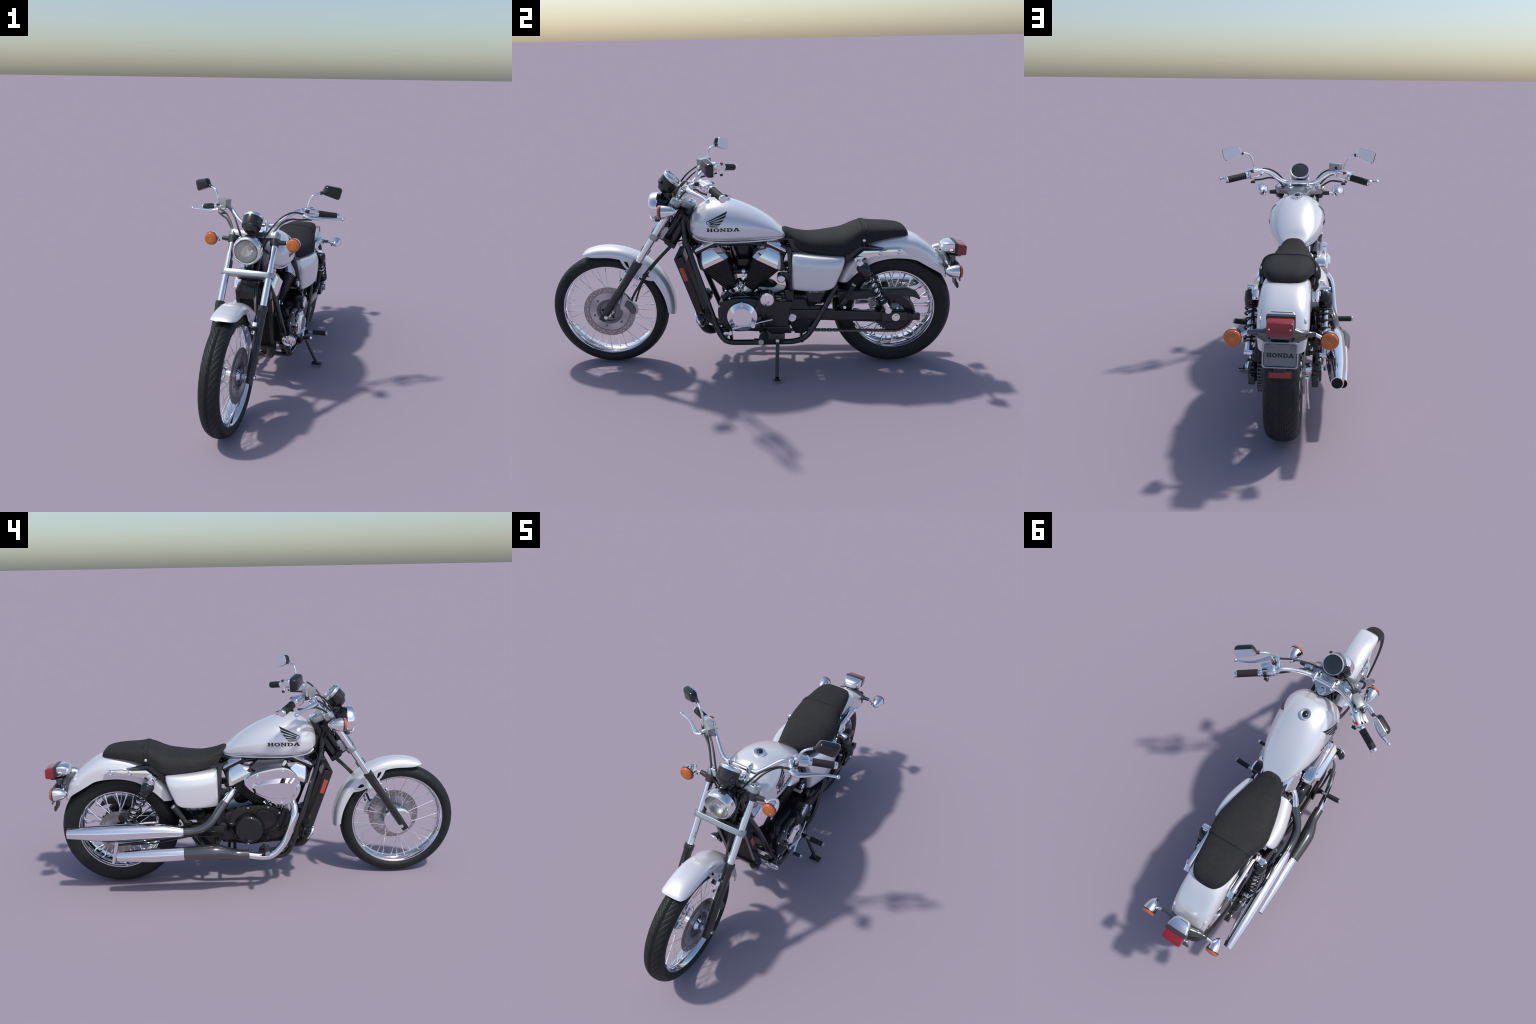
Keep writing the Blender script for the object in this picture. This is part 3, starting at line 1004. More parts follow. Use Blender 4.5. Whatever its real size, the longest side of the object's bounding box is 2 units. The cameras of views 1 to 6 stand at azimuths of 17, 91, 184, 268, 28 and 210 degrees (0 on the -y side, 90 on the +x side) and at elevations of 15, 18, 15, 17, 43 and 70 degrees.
# battery and tool box behind the side covers
bm = B()
prism(bm, [(.186, .575), (.40, .572), (.39, .50), (.355, .395), (.335, .345), (.25, .345), (.235, .400), (.188, .42)], -.112, .112, .006)
obj('battery_box', bm, 'black', FR, 30)
for side in (1, -1):
    t = font_mesh('By Alex. Ka.')
    sc = .0155
    def fn(x, y, side=side):
        return Vector((side * .1125, .2905 + side * x * sc, .3985 + y * sc)), Vector((side, 0, 0))
    obj('box_lettering', thicken(t, fn, .0004), 'white_print', FR, 20)

# ================================================================== RADIATOR
RAD = empty('radiator', ROOT)
top, bot = Vector((0, -.380, .562)), Vector((0, -.264, .216))
dn = (bot - top).normalized()
bk = Vector((0, -dn.z, dn.y)) * 1.0
bk = Vector((0, .9483, .3178)) if bk.y < 0 else bk
Lr = (bot - top).length
rot = Matrix((Vector((1, 0, 0)), bk, -dn)).transposed()
def rp(x, depth, down):
    return top + Vector((x, 0, 0)) + bk * depth + dn * down
def rbox(bm, x, w, d0, d1, h0, h1, bev=.002):
    box(bm, rp(x, (d0 + d1) / 2, (h0 + h1) / 2), (w, d1 - d0, h1 - h0), rot, bev, 1)
bm = B()
W = .088
fw = .019
rbox(bm, -W + fw / 2, fw, 0, .038, 0, Lr)
rbox(bm, W - fw / 2, fw, 0, .038, 0, Lr)
rbox(bm, 0, 2 * W - 2 * fw, 0, .038, 0, .045)
rbox(bm, 0, 2 * W - 2 * fw, 0, .038, Lr - .03, Lr)
# wedge-shaped top tank
for s_ in (1,):
    t = B()
    vs = [(-W, -.380, .562), (W, -.380, .562), (W, -.336, .588), (-W, -.336, .588), (-.055, -.352, .618), (.055, -.352, .618), (.06, -.325, .622), (-.06, -.325, .622)]
    v = [t.verts.new(p) for p in vs]
    for f in ((0, 1, 2, 3), (0, 4, 5, 1), (1, 5, 6, 2), (2, 6, 7, 3), (3, 7, 4, 0), (4, 7, 6, 5)):
        t.faces.new([v[i] for i in f])
    merge(bm, t)
obj('radiator_frame', bm, 'case', RAD, 30)
bm = B()
rbox(bm, 0, 2 * W - 2 * fw + .004, .014, .030, .03, Lr - .02, 0)
for i in range(60):
    h = .047 + (Lr - .08) * i / 59
    rbox(bm, 0, 2 * W - 2 * fw, .010, .0145, h - .0012, h + .0012, 0)
obj('radiator_core', bm, 'core', RAD, 0)
bm = B()
revolve(bm, (.045, -.345, .618), (0, -.3, 1), [(0, .012), (.012, .012), (.016, .016), (.024, .016), (.026, .010), (.026, 0)], 20)
obj('radiator_cap', bm, 'chrome', RAD, 35)
bm = B()
for s_ in (1, -1):
    rbox(bm, s_ * (W + .0015), .004, .006, .030, .046, .122, .001)
obj('reflector_mount', bm, 'satin', RAD, 30)
bm = B()
for s_ in (1, -1):
    rbox(bm, s_ * (W + .0035), .003, .008, .028, .050, .118, .001)
obj('reflector', bm, 'reflector', RAD, 30)
# lower hose guard
bm = B()
tube(bm, [(.07, -.275, .25), (.06, -.245, .195), (.03, -.21, .178), (-.03, -.20, .178), (-.06, -.235, .195), (-.07, -.27, .25)], .022, 14, 5)
obj('radiator_hose', bm, 'case', RAD, 50)

# horns
HG = empty('horn', ROOT)
for s_ in (1, -1):
    c = Vector((s_ * .160, -.262, .287))
    ax = Vector((s_ * .05, -.90, -.44)).normalized()
    bm = B()
    revolve(bm, c, ax, [(-.006, .034), (0, .0375), (.005, .037), (.007, .033), (.004, .030), (.007, .026), (.004, .021), (.008, .016), (.006, .010), (.009, .006), (.009, 0)], 40)
    obj('horn_face', bm, 'chrome', HG, 40)
    bm = B()
    revolve(bm, c, ax, [(-.034, 0), (-.034, .012), (-.026, .014), (-.022, .024), (-.006, .036), (-.002, .036)], 36)
    cyl(bm, c - ax * .02, Vector((s_ * .11, -.245, .315)), .007)
    obj('horn_body', bm, 'black', HG, 40)

# ================================================================== ENGINE
EN = empty('engine', ROOT)
def vframe(base, lean):
    """cylinder frame: origin at the top of the fins (centre), axis up along the barrel"""
    ax = Vector((0, -math.sin(lean), math.cos(lean)))
    fw_ = Vector((0, -math.cos(lean), -math.sin(lean)))     # towards the front, square to the axis
    return base, ax, fw_
def quad_ring(o, ax, fw_, h, f0, f1, hx, r, seg=4):
    """rounded rectangle at height h along the axis, from f0 to f1 along fw_, half width hx"""
    pts = []
    cx = [(hx - r, f1 - r, 0), (-hx + r, f1 - r, pi / 2), (-hx + r, f0 + r, pi), (hx - r, f0 + r, 3 * pi / 2)]
    for x, f, a0 in cx:
        for k in range(seg + 1):
            a = a0 + pi / 2 * k / seg
            pts.append(o + ax * h + Vector((x + r * math.cos(a), 0, 0)) + fw_ * (f + r * math.sin(a)))
    return pts
for which, base, lean in (('fore', Vector((0, -.190, .5335)), math.radians(25)), ('aft', Vector((0, .0535, .5345)), math.radians(-27))):
    HX = .090 if which == 'fore' else .097
    o, ax, fw_ = vframe(base, lean)
    fr = fw_ if which == 'fore' else -fw_          # outward side of the V
    def R_(h, f0, f1, hx, r=.012):
        return quad_ring(o, ax, fr, h, f0, f1, hx, r)
    # finned barrel, tapering towards the crankcase
    bm = B()
    n = 19
    rings = []
    for i in range(n):
        t = i / (n - 1)
        h = -t * .150
        f1 = .069 - .052 * t ** 1.0
        f0 = -.070 + .030 * t
        hx = HX - .004 - .032 * t
        for dh, g in ((0, 0), (-.0045, 0), (-.0046, -.007), (-.0082, -.007)):
            rings.append(R_(h + dh, f0 - g * 1, f1 + g, hx + g, .014))
    add_rings(bm, rings)
    # two webs crossing the fins on each flank
    for s_ in (1, -1):
        for f in (.030, -.030):
            a = o + fr * f + Vector((s_ * (HX - .0035), 0, 0))
            b_ = o + fr * (f * .45 - .01) + ax * -.148 + Vector((s_ * (HX - .0365), 0, 0))
            cyl(bm, a, b_, .0016, seg=6)
    obj('finned_cylinder', bm, 'fin', EN, 25)
    # chrome head cover: bowed flanks with broad chamfers at the four corners
    bm = B()
    def oct_ring(h, f0, f1, hx, cf, cx_):
        q = [(hx, f1 - cf), (hx - cx_, f1), (-hx + cx_, f1), (-hx, f1 - cf), (-hx, f0 + cf), (-hx + cx_, f0), (hx - cx_, f0), (hx, f0 + cf)]
        return [o + ax * h + Vector((x, 0, 0)) + fr * f for x, f in q]
    rings = []
    for h, f0, f1, dx, cf in ((.002, -.072, .072, .001, .020), (.003, -.073, .073, 0, .020), (.018, -.069, .0725, .0022, .022), (.034, -.064, .071, .0062, .025),
                              (.050, -.059, .069, .0122, .028), (.064, -.054, .067, .0185, .031), (.074, -.050, .066, .0235, .034), (.0765, -.047, .063, .0265, .034)):
        rings.append(oct_ring(h, f0, f1, HX - dx, cf, cf * .62))
    add_rings(bm, rings)
    obj('head_cover', bm, 'chrome', EN, 25)
    bm = B()
    add_rings(bm, [R_(.077, -.055, .067, HX - .026, .01), R_(.092, -.052, .064, HX - .026, .01)])
    obj('cylinder_head', bm, 'black', EN, 25)
    # rocker cover
    bm = B()
    add_rings(bm, [R_(.090, -.044, .062, HX - .022, .01), R_(.096, -.044, .062, HX - .022, .01), R_(.114, -.036, .052, HX - .04, .016), R_(.120, -.02, .036, HX - .055, .014)])
    obj('rocker_cover', bm, 'chrome', EN, 30)
    bm = B()
    for s_ in (1, -1):
        c = o + fr * .060 + ax * .088 + Vector((s_ * .058, 0, 0))
        cyl(bm, c, c + ax * .02 + fr * .01, .008)
        tube(bm, [c + ax * .02, c + ax * .05 + fr * .008, c + ax * .075 + Vector((-s_ * .03, 0, 0)) - fr * .02], .004, 8, 4)
    obj('spark_lead', bm, 'black', EN, 40)
    # barrel foot
    bm = B()
    cyl(bm, o - ax * .145 - fr * .015, o - ax * .20 - fr * .015, .048, .052, seg=32)
    for f in (-.05, .02):
        for s_ in (1, -1):
            a = o - ax * .150 + fr * f + Vector((s_ * .050, 0, 0))
            cyl(bm, a, a - ax * .05, .007, seg=12)
    obj('cylinder_foot', bm, 'chrome', EN, 35)
# duct between the barrels, throttle body
bm = B()
prism(bm, [(-.097, .625), (-.010, .625), (-.006, .58), (-.026, .527), (-.086, .524), (-.107, .58)], -.090, -.035, .006)
box(bm, (-.03, -.057, .505), (.05, .07, .05), None, .008)
for s_ in (-1, 1):
    cyl(bm, (s_ * .012, -.11, .474), (s_ * .012, .0, .474), .013)
obj('intake_duct', bm, 'case', EN, 35)
bm = B()
cyl(bm, (.012, -.066, .474), (.012, -.050, .474), .0155)
box(bm, (.022, -.058, .457), (.012, .010, .016), None, .002)
obj('intake_clamp', bm, 'chrome', EN, 35)
# crankcase core
bm = B()
prism(bm, [(-.178, .330), (-.170, .235), (-.135, .205), (.03, .195), (.16, .21), (.178, .26), (.172, .362), (.10, .374), (.03, .384), (-.09, .384), (-.15, .362)], -.080, .112, .010)
obj('crankcase', bm, 'case', EN, 30)
# left: generator cover, stepped drive cover
bm = B()
prism(bm, smooth_poly([(-.172, .345), (-.150, .368), (-.110, .380), (-.06, .384), (-.01, .380), (.03, .362), (.042, .31), (.02, .235), (-.06, .212), (-.130, .222), (-.168, .26), (-.178, .30)], 3), .105, .142, .008)
prism(bm, [(-.005, .330), (.020, .395), (.045, .410), (.085, .406), (.10, .372), (.174, .368), (.160, .318), (.156, .262), (.17, .205), (.02, .205), (-.01, .25)], .105, .150, .006)
cyl(bm, (.12, .057, .384), (.158, .057, .384), .037, .036, seg=36)
box(bm, (.147, .082, .238), (.02, .15, .012), None, .003)
obj('engine_cover', bm, 'case', EN, 30)
bm = B()
revolve(bm, (.140, -.061, .304), (1, 0, 0), [(0, .067), (.026, .0710), (.034, .0705), (.043, .048), (.045, .046), (.045, 0)], 56)
for a in (90, 215, 325):
    c = Vector((.172, -.061 + math.cos(math.radians(a)) * .060, .304 + math.sin(math.radians(a)) * .060))
    cyl(bm, c, c + Vector((.012, 0, 0)), .0068, seg=12)
obj('generator_cap', bm, 'chrome', EN, 30)
bm = B()
revolve(bm, (.157, .057, .384), (1, 0, 0), [(0, .033), (.006, .0335), (.010, .031), (.011, .029), (.011, 0)], 40)
for y, z in ((-.170, .345), (-.163, .243), (-.12, .385), (.02, .222)):
    sph(bm, (.142, y, z), .0055, (.7, 1, 1))
box(bm, (.142, -.137, .205), (.012, .030, .018), Matrix.Rotation(-.15, 3, 'X'), .002)
obj('inspection_cap', bm, 'chrome', EN, 30)
# right: clutch cover
bm = B()
prism(bm, smooth_poly([(.125, .338), (.10, .378), (.06, .401), (-.02, .405), (-.075, .400), (-.122, .370), (-.135, .326), (-.112, .271), (-.078, .226), (-.02, .203), (.04, .200), (.085, .216), (.110, .256), (.125, .296)], 3), -.070, -.092, .008)
prism(bm, smooth_poly([(-.02, .381), (-.075, .371), (-.112, .338), (-.108, .286), (-.07, .248), (.02, .286)], 3), -.090, -.100, .005)
prism(bm, [(-.175, .36), (-.14, .385), (-.12, .33), (-.12, .26), (-.16, .26)], -.065, -.085, .005)
obj('clutch_cover', bm, 'case', EN, 30)
bm = B()
revolve(bm, (-.090, .030, .291), (-1, 0, 0), [(0, .077), (.020, .075), (.032, .070), (.039, .064), (.0415, .060), (.041, .057), (.041, 0)], 56)
obj('clutch_dome', bm, 'black', EN, 30)
bm = B()
for y, z in ((.032, .408), (-.066, .408), (-.120, .378), (-.067, .366), (-.108, .314), (-.075, .262), (.034, .222), (.10, .265)):
    c = Vector((-.091, y, z - .014))
    cyl(bm, c, c + Vector((-.007, 0, 0)), .0052, .0046, seg=12)
cyl(bm, (-.085, .135, .315), (-.105, .105, .318), .010)
obj('cover_screw', bm, 'chrome', EN, 30)
bm = B()
revolve(bm, (-.11, .158, .312), (-1, 0, 0), [(0, .02), (.012, .02), (.016, .012), (.016, 0)], 24)
cyl(bm, (-.10, -.13, .44), (-.10, -.165, .42), .013)
cyl(bm, (.12, -.155, .372), (.10, -.125, .40), .012)
prism(bm, [(-.178, .225), (-.120, .215), (-.112, .160), (-.126, .160), (-.130, .190), (-.165, .195)], .085, .118, .003)
obj('engine_fitting', bm, 'case', EN, 30)
# coolant pipe on the left flank
bm = B()
tube(bm, [(.112, -.11, .40), (.118, -.150, .33), (.115, -.165, .25)], .006, 10, 5)
obj('coolant_pipe', bm, 'black', EN, 50)

# air cleaner on the right
AC = empty('air_cleaner', ROOT)
AP = smooth_poly([(.047, .530), (.036, .562), (-.012, .588), (-.090, .606), (-.149, .607), (-.195, .575), (-.219, .516), (-.207, .467), (-.180, .435), (-.124, .424), (-.069, .446), (.009, .490)], 5)
cy, cz = -.105, .518
rings = []
for sc, x in ((.97, -.100), (1.0, -.104), (1.0, -.142), (.992, -.148), (.975, -.1505), (.94, -.1515), (.70, -.1525), (.45, -.153), (.2, -.153), (.02, -.153)):
    rings.append([Vector((x, cy + (y - cy) * sc, cz + (z - cz) * sc)) for y, z in AP])
bm = B()
add_rings(bm, rings)
obj('air_cleaner_cover', bm, 'chrome', AC, 35)
bm = B()
for y, z in ((-.132, .596), (-.012, .572), (.0, .500), (-.125, .434), (-.205, .517)):
    revolve(bm, (-.150, y, z), (-1, 0, 0), [(0, .0075), (.005, .0075), (.007, .005), (.005, .003), (.005, 0)], 14)
obj('cover_screw', bm, 'chrome', AC, 35)
# raised central panel: sloped upper flank, steep lower flank
low = [(-.190, .557), (-.150, .5585), (-.105, .5575), (-.05, .549), (.006, .539), (.013, .515), (.003, .489), (-.030, .475), (-.064, .464), (-.122, .455), (-.176, .459), (-.196, .480), (-.202, .515)]
high = [(-.174, .540), (-.145, .5415), (-.105, .5415), (-.055, .538), (-.012, .533), (-.002, .514), (-.006, .495), (-.034, .480), (-.066, .4685), (-.122, .4600), (-.168, .4635), (-.183, .482), (-.187, .512)]
rings = [[Vector((-.149, y, z)) for y, z in low], [Vector((-.1535, y, z)) for y, z in low], [Vector((-.170, y, z)) for y, z in high],
         [Vector((-.1715, -.1 + (y + .1) * .96, .505 + (z - .505) * .96)) for y, z in high], [Vector((-.173, -.1 + (y + .1) * .5, .505 + (z - .505) * .5)) for y, z in high],
         [Vector((-.1735, -.1 + (y + .1) * .03, .505 + (z - .505) * .03)) for y, z in high]]
bm = B()
add_rings(bm, rings)
obj('cover_panel', bm, 'chrome', AC, 30)
bm = B()
prism(bm, [(-.11, .640), (-.02, .640), (.02, .60), (-.02, .575), (-.12, .585), (-.15, .64)], -.04, -.108, .006)
obj('air_duct', bm, 'shield', AC, 30)

# ================================================================== EXHAUST
EX = empty('exhaust', ROOT)
bm = B()
tube(bm, [(-.060, -.150, .455), (-.105, -.172, .449), (-.145, -.184, .430), (-.174, -.185, .398), (-.188, -.174, .348), (-.195, -.146, .272), (-.202, -.112, .224), (-.208, -.075, .195), (-.213, -.030, .190), (-.218, .040, .202)], .0175, 20, 6)
obj('exhaust_pipe', bm, 'chrome', EX, 50)
bm = B()
tube(bm, [(-.05, .075, .485), (-.085, .098, .482), (-.108, .118, .466), (-.124, .138, .444), (-.140, .158, .420)], .0190, 20, 6)
obj('exhaust_pipe', bm, 'chrome', EX, 50)
bm = B()
tube(bm, [(-.128, .144, .438), (-.150, .170, .407), (-.176, .200, .372), (-.192, .237, .342), (-.199, .289, .325), (-.202, .341, .322)], .0210, 24, 6)
obj('heat_shield', bm, 'shield', EX, 50)
bm = B()
tube(bm, [(-.218, .034, .204), (-.218, .080, .206), (-.220, .110, .210), (-.231, .160, .226), (-.2365, .200, .231), (-.236, .26, .230), (-.2330, .338, .227)],
     [.0235, .0240, .0260, .033, .0365, .0355, .0325], 28, 5)
obj('heat_shield', bm, 'shield', EX, 50)
def muffler(x, prof):
    bm = B()
    rings = []
    seg = 36
    for y, z, r, xx in prof:
        rings.append([Vector((xx + r * math.cos(2 * pi * k / seg), y, z + r * math.sin(2 * pi * k / seg))) for k in range(seg)])
    # open mouth with an inner wall
    y, z, r, xx = prof[-1]
    for yy, rr in ((y, r - .003), (y - .06, r - .004)):
        rings.append([Vector((xx + rr * math.cos(2 * pi * k / seg), yy, z + rr * math.sin(2 * pi * k / seg))) for k in range(seg)])
    add_rings(bm, rings)
    obj('muffler', bm, 'chrome', EX, 30)
    bm = B()
    cyl(bm, (xx, y - .012, z), (xx, y - .006, z), r - .0025, seg=24)
    obj('muffler_mouth', bm, 'dark', EX, 30)
muffler(-.203, [(.336, .322, .0195, -.202), (.345, .322, .022, -.202), (.43, .331, .0355, -.201), (.50, .331, .0385, -.200), (.615, .330, .0405, -.200), (.738, .330, .0375, -.201), (.880, .333, .0240, -.2025)])
muffler(-.230, [(.330, .227, .0310, -.2330), (.345, .226, .0325, -.2325), (.42, .224, .0335, -.231), (.487, .222, .0335, -.230), (.56, .2215, .029, -.230), (.652, .2205, .0225, -.230)])
bm = B()
tube(bm, [(-.150, .33, .290), (-.145, .48, .262), (-.135, .66, .238)], .005, 10, 3)
tube(bm, [(-.155, .33, .278), (-.150, .48, .250), (-.140, .60, .240)], .004, 10, 3)
box(bm, (-.165, .45, .285), (.05, .02, .012), None, .003)
obj('muffler_bracket', bm, 'frame', EX, 30)

# ================================================================== FORK AND STEERING
FK = empty('fork', ROOT)
fd = Vector((0, .5590, .8292)).normalized()           # up along the fork
fb = Vector((0, fd.z, -fd.y))                          # backwards, square to it
FTOP = Vector((0, -.344, .854))
def fp(x, down, back=0.0):
    return FTOP - fd * down + fb * back + Vector((x, 0, 0))
FX = .104
def down_at(z):
    return (FTOP.z - z) / fd.z
for s_ in (1, -1):
    bm = B()
    cyl(bm, fp(s_ * FX, -.002), fp(s_ * FX, down_at(.50)), .0158, seg=32)
    obj('fork_tube', bm, 'chrome', FK, 40)
    bm = B()
    d = down_at
    prof = [(d(.560), .0165), (d(.558), .0225), (d(.540), .0230), (d(.536), .0205), (d(.510), .0200), (d(.47), .0192), (d(.30), .0188), (d(.292), .0165)]
    revolve(bm, fp(s_ * FX, 0), -fd, [(h, r) for h, r in prof], 32, cap=True)
    box(bm, fp(s_ * FX, d(.285) - .004), (.028, .034, .062), Matrix((Vector((1, 0, 0)), fb, fd)).transposed(), .005, 2)
    obj('fork_slider', bm, 'frame', FK, 35)
    bm = B()
    hexbolt(bm, (s_ * .113, -.7175, .2838), (s_, 0, 0), .0105, .013)
    obj('axle_nut', bm, 'chrome', FK, 30)
    # dark rubber collar carrying the indicator
    bm = B()
    cyl(bm, fp(s_ * FX, .022), fp(s_ * FX, .062), .0235, .0215, seg=28)
    tube(bm, [fp(s_ * FX, .040), fp(s_ * .128, .042), (s_ * .158, -.364, .819)], [.0175, .0125, .0100], 16, 4)
    obj('indicator_collar', bm, 'satin', FK, 40)
    bm = B()
    box(bm, fp(s_ * .098, down_at(.712), .030), (.008, .020, .060), Matrix((Vector((1, 0, 0)), fb, fd)).transposed(), .003)
    obj('headlamp_stay', bm, 'aluminium', FK, 30)
# triple clamps: plan outline square to the fork axis, (x, back)
def clamp(name, down0, down1, outline, material):
    t = B()
    a = [t.verts.new(fp(x, down0, b)) for x, b in outline]
    c = [t.verts.new(fp(x, down1, b)) for x, b in outline]
    n = len(outline)
    t.faces.new(a); t.faces.new(c[::-1])
    for i in range(n):
        t.faces.new((a[i], c[i], c[(i + 1) % n], a[(i + 1) % n]))
    bmesh.ops.recalc_face_normals(t, faces=t.faces[:])
    e = [e for e in t.edges if any(len(f.verts) > 4 for f in e.link_faces)]
    bmesh.ops.bevel(t, geom=e, offset=.003, segments=2, affect='EDGES', profile=.5)
    obj(name, t, material, FK, 35)
def rounded_ends(front, rear_mid, wide, tail):
    right = [(FX + .024 * math.sin(a), .024 * -math.cos(a)) for a in np.linspace(0, pi, 9)]
    left = [(-x, b) for x, b in right[::-1]]
    return [(-.035, front), (.035, front)] + right + [(wide, rear_mid), (.030, tail), (.012, tail + .012), (-.012, tail + .012), (-.030, tail), (-wide, rear_mid)] + left
clamp('triple_clamp', .0, .030, rounded_ends(-.012, .030, .062, .075), 'aluminium')
clamp('triple_clamp', down_at(.690), down_at(.6685), [(-.035, -.026), (.035, -.026)] + [(FX + .024 * math.sin(a), .024 * -math.cos(a)) for a in np.linspace(0, pi, 9)] + [(-(FX + .024 * math.sin(a)), .024 * -math.cos(a)) for a in np.linspace(pi, 0, 9)], 'aluminium')
bm = B()
for s_ in (1, -1):
    revolve(bm, fp(s_ * FX, -.001), fd, [(0, .019), (.004, .0185), (.006, .013), (.003, .0105), (.003, 0)], 28)
    revolve(bm, fp(s_ * .046, -.001, .006), fd, [(0, .0165), (.005, .016), (.009, .010), (.009, 0)], 24)
revolve(bm, fp(0, -.001, .066), fd, [(0, .018), (.005, .018), (.008, .015), (.012, .013), (.012, .006), (.006, .005), (.006, 0)], 6)
revolve(bm, fp(0, -.001, .066), fd, [(0, .0205), (.003, .0205), (.004, .017)], 28)
obj('clamp_nut', bm, 'chrome', FK, 30)
bm = B()
cyl(bm, fp(0, .02, .075), fp(0, down_at(.655), .080), .030, .030, seg=28)
cyl(bm, fp(0, .04, .040), fp(0, down_at(.69), .045), .014)
for x in (-.03, .03):
    cyl(bm, fp(x, .05, .05), fp(x * .8, down_at(.68), .05), .012)
obj('steering_stem', bm, 'frame', FK, 35)
bm = B()
box(bm, fp(0, down_at(.680), .045), (.13, .06, .020), Matrix((Vector((1, 0, 0)), fb, fd)).transposed(), .004)
box(bm, fp(0, down_at(.668), .082), (.085, .055, .022), Matrix((Vector((1, 0, 0)), fb, fd)).transposed(), .004)
obj('stem_base', bm, 'case', FK, 35)
# brake caliper
bm = B()
prism(bm, smooth_poly([(-.627, .345), (-.618, .352), (-.604, .350), (-.590, .335), (-.580, .312), (-.580, .296), (-.592, .288), (-.605, .292), (-.612, .305), (-.620, .320), (-.630, .332)], 3), .078, .098, .006)
obj('caliper', bm, 'caliper', FK, 40)
bm = B()
prism(bm, smooth_poly([(-.640, .385), (-.622, .372), (-.610, .350), (-.580, .330), (-.572, .29), (-.60, .278), (-.640, .295), (-.658, .310), (-.655, .345)], 3), .066, .079, .003)
cyl(bm, (.074, -.632, .318), (.092, -.632, .318), .009)
obj('caliper_bracket', bm, 'disc', FK, 40)
# brake hoses
bm = B()
tube(bm, [(.085, -.598, .352), (.075, -.58, .39), (.068, -.548, .44), (.060, -.520, .49), (.045, -.47, .545), (.03, -.40, .615), (.02, -.37, .66)], .0058, 10, 6)
tube(bm, [(.080, -.578, .348), (.072, -.560, .40), (.062, -.535, .45), (.055, -.50, .50), (.035, -.455, .55), (.015, -.395, .61), (.0, -.37, .66)], .0045, 10, 6)
obj('brake_hose', bm, 'satin', FK, 60)

# ================================================================== HEADLAMP
HL = empty('headlamp', ROOT)
hc = Vector((0, -.470, .794))
hax = Vector((0, -1, -.03)).normalized()
bm = B()
revolve(bm, hc, hax, [(-.026, .066), (-.022, .0705), (-.008, .0705), (.006, .0690), (.014, .0650), (.017, .0600), (.016, .0565), (.012, .0560)], 64)
obj('headlamp_rim', bm, 'chrome', HL, 40)
bm = B()
revolve(bm, hc, hax, [(.010, .0575), (.0135, .0555), (.019, .040), (.0225, .020), (.0235, 0)], 64)
obj('headlamp_lens', bm, 'headlamp', HL, 60)
bm = B()
revolve(bm, hc, hax, [(.0115, .0560), (.004, .0535), (-.008, .0470), (-.020, .0380), (-.030, .0270), (-.036, .0160), (-.038, .0)], 48)
obj('headlamp_reflector', bm, 'bulb', HL, 60)
bm = B()
revolve(bm, hc, hax, [(-.036, .011), (-.020, .010), (-.008, .0095), (-.003, .006), (-.002, 0)], 20)
obj('headlamp_bulb', bm, 'chrome', HL, 40)
bm = B()
revolve(bm, hc, hax, [(-.024, .0670), (-.040, .0630), (-.058, .0540), (-.074, .040), (-.082, .022), (-.084, 0)], 48)
box(bm, (0, -.425, .725), (.04, .05, .05), None, .006)
obj('headlamp_shell', bm, 'black', HL, 60)
# ================================================================== INSTRUMENT
GA = empty('speedometer', ROOT)
gc = Vector((0, -.3725, .9335))
gn = Vector((0, .697, .717)).normalized()
bm = B()
revolve(bm, gc, gn, [(-.012, .0480), (-.004, .0500), (.000, .0500), (.003, .0480), (.002, .0450), (-.001, .0445)], 56)
obj('gauge_rim', bm, 'chrome', GA, 40)
bm = B()
revolve(bm, gc, gn, [(-.003, .0450), (-.0012, .0447), (.0, .03), (.0005, 0)], 48)
obj('gauge_glass', bm, 'gauge', GA, 40)
bm = B()
revolve(bm, gc, gn, [(-.004, .0475), (-.054, .0465), (-.060, .0435), (-.062, .036), (-.080, .027), (-.084, .018), (-.084, 0)], 48)
cyl(bm, (0, -.425, .870), (0, -.385, .832), .014)
box(bm, (0, -.40, .845), (.035, .04, .05), None, .005)
sph(bm, (.041, -.427, .922), .0075)
obj('gauge_housing', bm, 'frame', GA, 40)
bm = B()
gu = Vector((1, 0, 0))
gv = gn.cross(gu).normalized()
for i in range(23):
    a = math.radians(-130 + 260 * i / 22)
    p = gc + gn * .0006 + (gu * math.sin(a) + gv * math.cos(a)) * .034
    rm = Matrix((gu * math.cos(a) - gv * math.sin(a), gu * math.sin(a) + gv * math.cos(a), gn)).transposed()
    box(bm, p, (.0012, .006 if i % 2 == 0 else .0035, .0008), rm)
obj('gauge_marking', bm, 'gauge_mark', GA, 0)

# ================================================================== HANDLEBAR
HB = empty('handlebar', ROOT)
barL = [(.050, -.301, .8815), (.076, -.299, .884), (.104, -.285, .900), (.132, -.264, .922), (.157, -.244, .9405), (.180, -.226, .9475), (.205, -.207, .9445), (.262, -.165, .9305), (.350, -.115, .9135)]
path = [(-x, y, z) for x, y, z in barL[::-1]] + [(0, -.301, .8815)] + barL
bm = B()
tube(bm, path, .0104, 18, 6)
obj('handlebar_tube', bm, 'chrome', HB, 60)
bm = B()
for s_ in (1, -1):
    a = fp(s_ * .046, -.004, .006)
    b_ = Vector((s_ * .046, -.300, .9035))
    cyl(bm, a, Vector((s_ * .046, -.303, .884)), .0105, .0105, seg=20)
    box(bm, (s_ * .046, -.299, .887), (.0165, .042, .042), Matrix.Rotation(-.12, 3, 'X'), .0075, 4)
obj('bar_riser', bm, 'chrome', HB, 50)
gdir = (Vector((.350, -.115, .9135)) - Vector((.262, -.165, .9305))).normalized()
